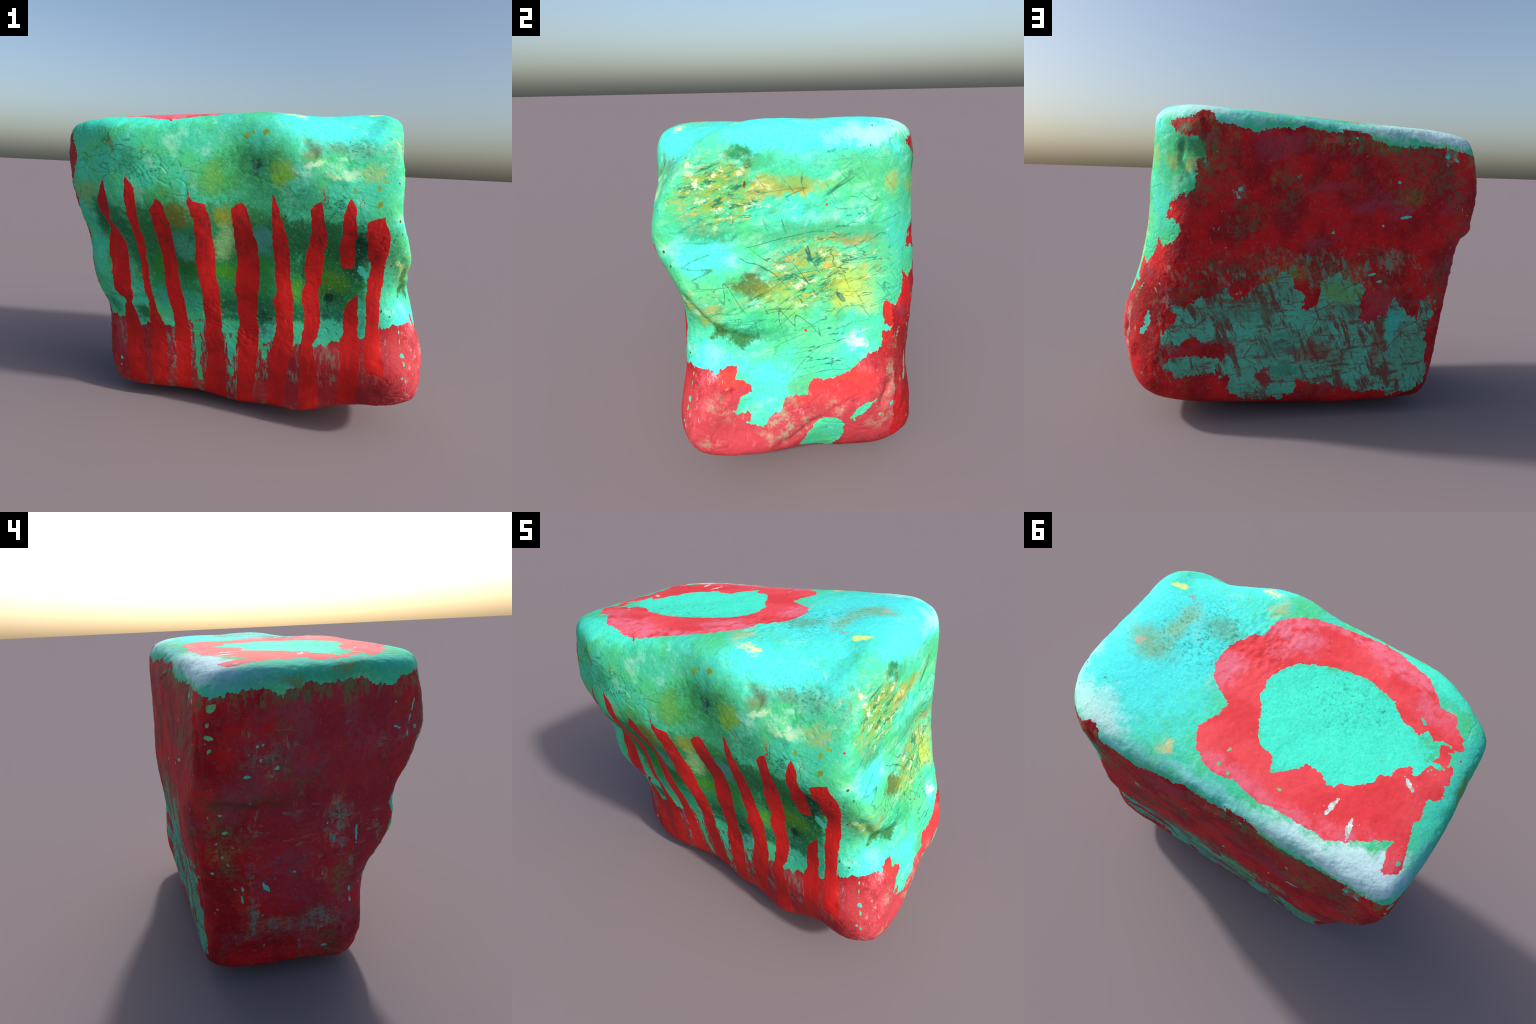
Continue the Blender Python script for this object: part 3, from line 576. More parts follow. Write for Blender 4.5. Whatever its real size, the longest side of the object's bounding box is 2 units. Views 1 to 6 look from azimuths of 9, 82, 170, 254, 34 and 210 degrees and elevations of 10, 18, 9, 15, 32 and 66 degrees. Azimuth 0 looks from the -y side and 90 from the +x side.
FOOT = cut("red_foot_band", "foot_red", foot_field, box=((-1.1, -.8, -.2), (1.1, .8, 1.1)))
COAT = cut("red_back_coat", "coat_red", coat_field)
cut("worn_turquoise_patch", "worn_turquoise", worn_back_field, only=[COAT, FOOT], box=((-.9, .35, -.1), (1.0, .8, 1.05)))
cut("bare_turquoise_patch", "turquoise", worn_foot_field, only=[FOOT], stuff=True, box=((-.4, -.8, -.1), (1.1, .8, .75)))
for rows in DRIPS:
    lo, hi = np.min(rows, 0), np.max(rows, 0)
    cut("red_drip", "drip_red", lambda p: drip_field(p, rows), box=((lo[1] - .05, -.8, lo[0] - .05), (hi[2] + .05, .0, hi[0] + .05)))
RING = cut("red_ring", "ring_red", ring_field, box=((-1.1, -.8, 1.45), (.5, .8, 1.85)))
for name, mat, a, b, w in MARKS:
    lo, hi = np.minimum(a, b) - w - .03, np.maximum(a, b) + w + .03
    cut(name, mat, lambda p: stroke_field(p, a, b, w) + ragged(p, 60, w * .55, 3), box=(lo, hi))

# ----------------------------------------------------------------------------------------------
# 4. MATERIALS
# ----------------------------------------------------------------------------------------------


class Paint:
    """small helper that wires a node material on object coordinates"""
    def __init__(self, name, rough=.75, spec=.15):
        self.mat = bpy.data.materials.new(name)
        self.mat.use_nodes = True
        self.nt = self.mat.node_tree
        self.bsdf = self.nt.nodes["Principled BSDF"]
        self.bsdf.inputs["Roughness"].default_value = rough
        self.bsdf.inputs["Specular IOR Level"].default_value = spec
        self.pos = self.nt.nodes.new("ShaderNodeTexCoord").outputs["Object"]
        # a warped position gives every stain a torn edge
        w1 = self.noise(7, 4, .65, colour=True)
        w2 = self.noise(40, 3, .7, colour=True)
        v = self.vec("SUBTRACT", w1, (.5, .5, .5))
        v = self.vec("MULTIPLY", v, (.16, .16, .16))
        u = self.vec("SUBTRACT", w2, (.5, .5, .5))
        u = self.vec("MULTIPLY", u, (.05, .05, .05))
        self.warp = self.vec("ADD", self.vec("ADD", self.pos, v), u)
        self.torn = self.math("MULTIPLY", self.math("SUBTRACT", self.noise(26, 6, .78), .5), 1.5)

    def put(self, socket, value):
        if isinstance(value, bpy.types.NodeSocket):
            self.nt.links.new(value, socket)
        elif isinstance(value, tuple) and len(value) == 3 and socket.type == "RGBA":
            socket.default_value = (*value, 1)
        else:
            socket.default_value = value

    def vec(self, op, a, b):
        n = self.nt.nodes.new("ShaderNodeVectorMath")
        n.operation = op
        self.put(n.inputs[0], a)
        self.put(n.inputs[1], b)
        return n.outputs["Value"] if op == "DISTANCE" else n.outputs[0]

    def math(self, op, a, b=0.0, clamp=False):
        n = self.nt.nodes.new("ShaderNodeMath")
        n.operation, n.use_clamp = op, clamp
        self.put(n.inputs[0], a)
        self.put(n.inputs[1], b)
        return n.outputs[0]

    def scaled(self, scale, turn=(0, 0, 0), at=None):
        n = self.nt.nodes.new("ShaderNodeMapping")
        self.put(n.inputs["Vector"], at or self.pos)
        n.vector_type = "TEXTURE"                    # turn first, then stretch
        n.inputs["Scale"].default_value, n.inputs["Rotation"].default_value = tuple(1 / s for s in scale), turn
        return n.outputs[0]

    def noise(self, scale, detail=3, rough=.55, at=None, colour=False, distort=0.0):
        n = self.nt.nodes.new("ShaderNodeTexNoise")
        self.put(n.inputs["Vector"], at or self.pos)
        n.inputs["Scale"].default_value, n.inputs["Detail"].default_value = scale, detail
        n.inputs["Roughness"].default_value, n.inputs["Distortion"].default_value = rough, distort
        return n.outputs["Color" if colour else "Fac"]

    def scratches(self, scale, width, at=None, detail=2):
        """thin wandering lines: the level lines of a stretched noise"""
        n = self.noise(scale, detail, .5, at=at)
        return self.step(self.math("ABSOLUTE", self.math("SUBTRACT", n, .5)), width, 0)

    def cracks(self, scale, width, at=None):
        n = self.nt.nodes.new("ShaderNodeTexVoronoi")
        n.feature = "DISTANCE_TO_EDGE"
        self.put(n.inputs["Vector"], at or self.pos)
        n.inputs["Scale"].default_value = scale
        return self.step(n.outputs["Distance"], width, 0)

    def step(self, value, lo, hi, to=1.0):
        """smooth 0..to as value goes lo..hi (lo may exceed hi)"""
        n = self.nt.nodes.new("ShaderNodeMapRange")
        n.interpolation_type = "SMOOTHSTEP"
        self.put(n.inputs["Value"], value)
        if lo < hi:
            n.inputs["From Min"].default_value, n.inputs["From Max"].default_value, n.inputs["To Min"].default_value, n.inputs["To Max"].default_value = lo, hi, 0, to
        else:
            n.inputs["From Min"].default_value, n.inputs["From Max"].default_value, n.inputs["To Min"].default_value, n.inputs["To Max"].default_value = hi, lo, to, 0
        return n.outputs["Result"]

    def spot(self, centre, radii, strength=1.0, soft=.6):
        # distance in units of the radii
        v = self.vec("MULTIPLY", self.warp, tuple(1 / r for r in radii))
        d = self.vec("DISTANCE", v, tuple(c / r for c, r in zip(centre, radii)))
        d = self.math("ADD", d, self.torn)
        return self.step(d, 1.0 + soft * .35, 1.0 - soft * .8, strength)

    def mix(self, fac, a, b):
        n = self.nt.nodes.new("ShaderNodeMix")
        n.data_type = "RGBA"
        self.put(n.inputs["Factor"], fac)
        self.put(n.inputs["A"], a)
        self.put(n.inputs["B"], b)
        return n.outputs["Result"]

    def most(self, *values):
        out = values[0]
        for v in values[1:]:
            out = self.math("MAXIMUM", out, v)
        return out

    def finish(self, colour, bump=.25, bump_scale=70):
        self.put(self.bsdf.inputs["Base Color"], colour)
        b = self.nt.nodes.new("ShaderNodeBump")
        b.inputs["Strength"].default_value, b.inputs["Distance"].default_value = bump, .006
        h = self.math("ADD", self.noise(bump_scale, 4, .65), self.math("MULTIPLY", self.noise(18, 3, .6), .35))
        self.put(b.inputs["Height"], h)
        self.put(self.bsdf.inputs["Normal"], b.outputs[0])
        return self.mat

def turquoise_paint(name="turquoise", worn=False):
    m = Paint(name, .8, .12)
    broad, mid, fine = m.noise(1.6, 4, .6), m.noise(6, 5, .62), m.noise(38, 4, .7)
    brushed = m.noise(9, 5, .65, at=m.scaled((.6, .6, 1.0), (.3, .5, .5)))
    colour = m.mix(m.step(mid, .42, .62), TEAL, MINT)
    # clear cyan patches
    cyan_patch = m.most(*[m.spot(c, r, s, .9) for c, r, s in CYAN_PATCHES])
    colour = m.mix(m.math("MULTIPLY", cyan_patch, m.step(broad, .3, .55)), colour, CYAN)
    # dragged, dry brush work on the right face and the shoulder: short pale and green dashes
    dry = m.most(*[m.spot(c, r, s, .8) for c, r, s in DRY])
    dash = m.noise(15, 5, .72, at=m.scaled((1, .55, 1.5), (.35, .1, 0)))
    colour = m.mix(m.math("MULTIPLY", dry, m.step(dash, .53, .64, .65)), colour, CHALK)
    colour = m.mix(m.math("MULTIPLY", dry, m.step(dash, .47, .38, .55)), colour, LEAF)
    # chalky brush flecks
    colour = m.mix(m.step(brushed, .56, .72, .42), colour, CHALK)
    # stains
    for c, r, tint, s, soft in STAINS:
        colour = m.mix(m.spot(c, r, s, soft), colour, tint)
    # rough, flaked ground on the right face: ochre, olive and cream crumbs
    flaked = m.most(*[m.spot(c, r, s, .8) for c, r, s in FLAKED])
    crumbs = m.noise(19, 5, .72, at=m.scaled((1, .65, 1.5), (.5, 0, 0)))
    colour = m.mix(m.math("MULTIPLY", flaked, m.step(crumbs, .48, .58)), colour, OLIVE)
    colour = m.mix(m.math("MULTIPLY", flaked, m.step(m.noise(16, 5, .7, at=m.scaled((1, .6, 1.6), (.2, .4, 0))), .54, .62, .95)), colour, OCHRE)
    colour = m.mix(m.math("MULTIPLY", flaked, m.step(m.noise(23, 5, .7, at=m.scaled((1, .7, 1.4), (0, .7, .3))), .55, .63, .95)), colour, CREAM)
    colour = m.mix(m.math("MULTIPLY", flaked, m.step(m.noise(24, 5, .75, at=m.scaled((1, .5, 1.7), (.3, .1, 0))), .53, .60, .95)), colour, BOTTLE)
    # fine cracks and scratches, in places
    worn_zone = m.most(*[m.spot(c, r, s, .8) for c, r, s in SCRATCHED])
    lines = m.most(m.math("MULTIPLY", m.scratches(2.6, .007, at=m.scaled((1, .28, 2.6), (.12, .1, .1))), m.step(m.noise(5, 3), .44, .54)),
                   m.math("MULTIPLY", m.scratches(2.8, .0065, at=m.scaled((1, 2.2, .35), (.45, .2, .1))), m.step(m.noise(6, 3), .48, .56)),
                   m.math("MULTIPLY", m.scratches(3.2, .007, at=m.scaled((1.4, .3, 2.3), (.62, .2, .1))), m.step(m.noise(5.5, 3), .47, .56)),
                   m.math("MULTIPLY", m.scratches(3.0, .0065, at=m.scaled((1.2, .3, 2.3), (-.85, .1, .2))), m.step(m.noise(5.2, 3), .47, .56)),
                   m.math("MULTIPLY", m.scratches(7, .014, at=m.scaled((1, .4, 2.2), (.1, .2, .2)), detail=4), m.step(m.noise(4, 3), .50, .60)))
    colour = m.mix(m.math("MULTIPLY", worn_zone, lines), colour, CRACK)
    # a fine tooth over everything
    tooth = m.noise(64, 6, .82)
    colour = m.mix(m.step(tooth, .47, .36, .35), colour, LEAF)
    colour = m.mix(m.step(tooth, .55, .66, .30), colour, CHALK)
    # pepper of dark specks
    pepper = m.math("MULTIPLY", m.step(fine, .60, .68, .75), m.step(m.noise(3.4, 3), .50, .66))
    colour = m.mix(pepper, colour, BOTTLE)
    specked = m.most(*[m.spot(c, r, s, .9) for c, r, s in PEPPER])
    colour = m.mix(m.math("MULTIPLY", specked, m.step(m.noise(55, 4, .75), .53, .60, .8)), colour, BOTTLE)
    # rare rust and ochre freckles
    colour = m.mix(m.math("MULTIPLY", m.step(m.noise(27, 2, .5), .71, .75, .7), m.step(m.noise(5, 2), .52, .6)), colour, OLIVE)
    return m.finish(colour, .38, 75)


def streaky_red(name, deep, light, pink_amount, rough=.7):
    m = Paint(name, rough, .2)
    colour = m.mix(m.step(m.noise(5, 4, .6), .38, .62), deep, light)
    streak = m.noise(26, 4, .6, at=m.scaled((1, 1, .18)))
    colour = m.mix(m.step(streak, .55, .75, pink_amount), colour, ROSE)
    colour = m.mix(m.step(m.noise(48, 4, .75), .64, .72, .6), colour, SOOT_RED)
    colour = m.mix(m.step(m.noise(85, 4, .75), .68, .76, .5), colour, ROSE)
    return m, colour


def drip_paint():
    m, colour = streaky_red("drip_red", DRIP_A, DRIP_B, .06)
    # darker, sooty red mottling along the upper half of the drips
    rub = m.math("MULTIPLY", m.spot((.0, -.57, 1.10), (.95, .3, .20), 1, .7), m.step(m.noise(30, 6, .8, at=m.scaled((1.2, 1, .35))), .46, .62, .75))
    colour = m.mix(rub, colour, SOOT_RED)
    colour = m.mix(m.step(m.noise(18, 5, .7, at=m.scaled((1.5, 1, .25))), .55, .68, .5), colour, DRIP_C)
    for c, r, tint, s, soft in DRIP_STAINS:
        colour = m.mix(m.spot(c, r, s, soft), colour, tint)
    return m.finish(colour, .25, 60)


def foot_paint():
    m, colour = streaky_red("foot_red", FOOT_A, FOOT_B, .15)
    for c, r, tint, s, soft in FOOT_STAINS:
        colour = m.mix(m.spot(c, r, s, soft), colour, tint)
    # between the drips the band is rubbed through to the old turquoise in upright streaks
    front = m.most(m.spot((-.12, -.38, .34), (.36, .25, .26), 1, .5), m.spot((.30, -.45, .40), (.5, .2, .12), .7, .7), m.spot((-.66, -.28, .42), (.14, .15, .10), .7, .7))
    streak = m.math("ADD", m.noise(34, 6, .8, at=m.scaled((1.4, 1, .28))), m.math("MULTIPLY", m.noise(9, 4, .6), .35))
    colour = m.mix(m.math("MULTIPLY", front, m.step(streak, .66, .74, .85)), colour, RUBBED)
    base = m.math("MULTIPLY", m.spot((.1, -.38, .10), (.9, .3, .09), 1, .8), m.step(m.noise(30, 6, .8), .52, .60, .8))
    colour = m.mix(base, colour, MOSS)
    zone = m.most(*[m.spot(c, r, s, .9) for c, r, s in FOOT_PINK])
    colour = m.mix(m.math("MULTIPLY", zone, m.step(m.noise(16, 6, .78, at=m.scaled((1, 1, .5))), .42, .62, .8)), colour, PINK)
    colour = m.mix(m.math("MULTIPLY", zone, m.step(m.noise(30, 6, .8, at=m.scaled((1, 1, .4))), .55, .66, .85)), colour, PALE_ROSE)
    zone = m.most(*[m.spot(c, r, s, .9) for c, r, s in FOOT_GREY])
    colour = m.mix(m.math("MULTIPLY", zone, m.step(m.noise(19, 6, .8, at=m.scaled((1, .7, .7), (.5, 0, 0))), .47, .60, .85)), colour, SAGE)
    chips = m.math("MULTIPLY", m.step(m.noise(30, 3, .6), .68, .71), m.step(m.noise(6, 2), .5, .6))
    colour = m.mix(chips, colour, SAGE)
    return m.finish(colour, .5, 60)


def ring_paint():
    m, colour = streaky_red("ring_red", RING_A, RING_B, .10, .75)
    zone = m.most(*[m.spot(c, r, s, .7) for c, r, s in RING_PINK])
    colour = m.mix(m.math("MULTIPLY", zone, m.step(m.noise(17, 5, .7), .36, .56, .9)), colour, RING_ROSE)
    colour = m.mix(m.step(m.noise(60, 3, .7), .68, .73, .8), colour, PALE_ROSE)
    return m.finish(colour, .35, 42)


def coat_paint():
    m, colour = streaky_red("coat_red", COAT_A, COAT_B, .03, .7)
    left = m.spot((-1.15, .0, .8), (.42, .62, 1.1), 1.0, .25)
    # the left side is a duller crimson with plum and rust clouds
    crimson = m.mix(m.step(m.noise(4, 5, .6), .40, .62), CRIMSON_A, CRIMSON_B)
    crimson = m.mix(m.step(m.noise(7, 5, .65), .57, .70, .7), crimson, RUST)
    crimson = m.mix(m.step(m.noise(5.5, 5, .65, at=m.scaled((1.3, 1, .8), (.4, 0, .9))), .54, .66, .8), crimson, PLUM)
    crimson = m.mix(m.step(m.noise(6.5, 5, .65, at=m.scaled((1, 1.4, .7), (.9, .3, 0))), .56, .66, .85), crimson, VIVID)
    crimson = m.mix(m.step(m.noise(14, 5, .75), .58, .70, .6), crimson, SOOT_RED)
    colour = m.mix(left, colour, crimson)
    # clouds of grey-green where the red is rubbed thin
    thin = m.most(*[m.spot(c, r, s, .9) for c, r, s in THIN])
    cloud = m.math("ADD", m.noise(3.2, 4, .6), m.math("MULTIPLY", thin, .20))
    grain = m.noise(44, 5, .78)
    rub = m.math("MULTIPLY", m.step(cloud, .50, .70), m.step(grain, .44, .60, .85))
    colour = m.mix(rub, colour, MOSS)
    scuff = m.most(m.step(m.noise(30, 6, .82, at=m.scaled((1, 1.4, .5))), .47, .58), m.step(m.noise(28, 6, .82, at=m.scaled((1, .5, 1.6))), .49, .59))
    for c, r, tint, s, soft in COAT_STAINS:
        colour = m.mix(m.math("MULTIPLY", m.spot(c, r, s, soft), scuff), colour, tint)
    # dry streaks of soot and bright red
    colour = m.mix(m.step(m.noise(16, 6, .72, at=m.scaled((.7, 1, 1.2), (0, .5, 0))), .58, .72, .7), colour, SOOT_RED)
    plum = m.mix(m.step(m.noise(34, 6, .8), .50, .62, .7), PLUM, SOOT_RED)
    colour = m.mix(m.step(m.noise(3.4, 5, .68, at=m.scaled((.7, 1, 1.3), (0, .3, 0))), .52, .64, .6), colour, plum)
    colour = m.mix(m.step(m.noise(70, 6, .85, at=m.scaled((1, 1, .7))), .56, .68, .45), colour, ROSE)
    fleck = m.math("MULTIPLY", m.step(m.noise(52, 6, .82, at=m.scaled((1, .8, .6))), .56, .64, .8), m.step(m.noise(5.5, 4, .6), .47, .60))
    colour = m.mix(fleck, colour, MOSS)
    low = m.step(m.math("ADD", m.spot((.0, .62, .86), (.95, .2, .14), 1, .9), m.spot((.75, .6, .5), (.14, .2, .4), .7, .9)), .2, 1)
    colour = m.mix(m.math("MULTIPLY", low, m.step(m.noise(26, 6, .78, at=m.scaled((1, 1, .45), (0, .3, 0))), .52, .60, .8)), colour, UNDER_DULL)
    edge = m.most(m.spot((-.98, .1, 1.50), (.10, .6, .06), .9, .8), m.spot((-.86, .57, 1.50), (.12, .1, .06), .8, .8), m.spot((.55, .60, 1.58), (.25, .1, .06), .6, .8), m.spot((-.45, .58, 1.54), (.55, .1, .06), 1, .8), m.spot((.6, .62, 1.45), (.12, .1, .16), .8, .8))
    colour = m.mix(m.math("MULTIPLY", edge, m.step(m.noise(24, 6, .75, at=m.scaled((1.2, 1, .4))), .47, .58, .85)), colour, FERN)
    # turquoise showing in scraped spots
    chip = m.math("MULTIPLY", m.step(m.noise(22, 4, .65, at=m.scaled((1, 1, .7))), .66, .70), m.step(m.noise(4.2, 3), .47, .58))
    colour = m.mix(chip, colour, UNDER)
    scr = m.math("MULTIPLY", left, m.most(m.step(m.noise(13, 6, .75, at=m.scaled((1, 1.5, .45))), .575, .64, .85), m.step(m.noise(13, 6, .75, at=m.scaled((1, .4, 1.8))), .59, .65, .85)))
    scr = m.math("MULTIPLY", scr, m.step(m.noise(3.6, 3), .47, .58))
    colour = m.mix(scr, colour, UNDER_DULL)
    # olive freckles near the back-left edge
    colour = m.mix(m.step(m.noise(40, 6, .8), .55, .68, .6), colour, SOOT_RED)
    return m.finish(colour, .75, 55)


def worn_paint():
    m = Paint("worn_turquoise", .8, .12)
    colour = m.mix(m.step(m.noise(6, 5, .65), .40, .62), UNDER, UNDER_B)
    # red dragged through it along brush directions
    a = m.noise(24, 6, .78, at=m.scaled((1.0, 1, .22), (0, .38, 0)))
    b = m.noise(20, 6, .78, at=m.scaled((.22, 1, 1.3), (0, .08, 0)))
    patchy = m.noise(4.2, 5, .65)
    drag = m.most(m.step(m.math("ADD", a, m.math("MULTIPLY", patchy, .45)), .72, .82, .9), m.step(m.math("ADD", b, m.math("MULTIPLY", patchy, .40)), .72, .81, .85))
    colour = m.mix(drag, colour, DRAGGED)
    colour = m.mix(m.math("MULTIPLY", m.step(m.noise(40, 5, .8), .50, .62, .7), m.step(m.noise(3.3, 3), .45, .6)), colour, MOSS)
    for c, r, tint, s, soft in WORN_STAINS:
        colour = m.mix(m.spot(c, r, s, soft), colour, tint)
    lines = m.most(m.cracks(5, .02, at=m.scaled((.6, 1, 1.9), (0, .1, 0))), m.cracks(6, .018, at=m.scaled((2.0, 1, .5), (0, .35, 0))))
    colour = m.mix(m.math("MULTIPLY", lines, m.step(m.noise(5, 3), .44, .56, .8)), colour, DRAGGED)
    colour = m.mix(m.step(m.noise(50, 4, .75), .60, .67, .7), colour, MOSS)
    return m.finish(colour, .55, 65)


def plain_paint(name, a, b):
    m = Paint(name, .7, .2)
    return m.finish(m.mix(m.step(m.noise(40, 4, .7), .38, .62), a, b), .25, 60)


# linear base colours
TEAL, MINT, CYAN, CHALK, LEAF = (.06, .59, .35), (.075, .58, .23), (.075, .82, .80), (.42, .80, .66), (.04, .34, .13)
OLIVE, OCHRE, CREAM, BOTTLE, CRACK = (.26, .40, .07), (.50, .40, .05), (.70, .85, .50), (.02, .20, .10), (.02, .14, .09)
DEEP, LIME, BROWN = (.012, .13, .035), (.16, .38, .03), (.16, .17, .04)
GRASS = (.05, .26, .02)
PAINTED_SKY = (.60, .84, .88)
PLUM, VIVID = (.30, .05, .085), (.56, .012, .016)
BRIGHT = (.06, .82, .60)
ROSE, PALE_ROSE, SOOT_RED = (.74, .16, .20), (.88, .45, .48), (.16, .02, .02)
DRIP_A, DRIP_B = (.46, .010, .009), (.64, .014, .012)
DRIP_C = (.72, .03, .02)
FOOT_A, FOOT_B = (.30, .014, .020), (.46, .024, .028)
RING_A, RING_B, RING_ROSE = (.72, .045, .055), (.82, .075, .09), (.78, .17, .25)
COAT_A, COAT_B = (.30, .005, .009), (.58, .009, .013)
CRIMSON_A, CRIMSON_B, RUST = (.32, .020, .038), (.44, .022, .038), (.36, .05, .02)
FERN = (.05, .20, .07)
MOSS, SAGE = (.075, .10, .05), (.32, .40, .26)
UNDER, UNDER_B, UNDER_DULL, DRAGGED = (.09, .50, .35), (.10, .38, .25), (.10, .27, .19), (.17, .03, .03)

RUBBED = (.10, .36, .24)
PINK = (.66, .10, .13)
# where the turquoise turns cyan: (centre, radii, strength)
CYAN_PATCHES = [((.55, .05, 1.70), (.62, .75, .14), 1), ((.83, .05, 1.66), (.2, .6, .12), 1), ((.45, -.50, 1.60), (.5, .2, .12), .9),
         ((.83, -.43, 1.16), (.1, .22, .09), 1), ((.90, -.34, .73), (.2, .3, .12), 1), ((.95, -.15, .60), (.1, .14, .2), 1),
         ((.93, .25, .78), (.12, .16, .14), .8), ((.80, .40, 1.62), (.12, .14, .1), .8), ((.84, .02, 1.33), (.1, .25, .08), .6),
         ((.78, .45, 1.28), (.1, .12, .22), .6), ((-.1, -.48, 1.64), (.8, .12, .06), .6), ((-.35, .03, 1.67), (.5, .35, .1), .55)]
DRY = [((.85, -.1, 1.2), (.2, .6, .5), .55), ((.83, .30, 1.52), (.15, .34, .14), .8), ((.83, .10, 1.33), (.15, .45, .10), .9), ((.83, -.30, 1.55), (.15, .25, .10), .8), ((.84, -.10, 1.18), (.15, .4, .10), .6), ((.90, .05, .75), (.12, .3, .14), .6), ((.93, .25, .85), (.12, .2, .2), .7), ((.5, -.56, 1.44), (.35, .15, .12), .7), ((-.25, -.58, 1.58), (.4, .15, .08), .6), ((-.3, -.5, .95), (.35, .2, .2), .4)]
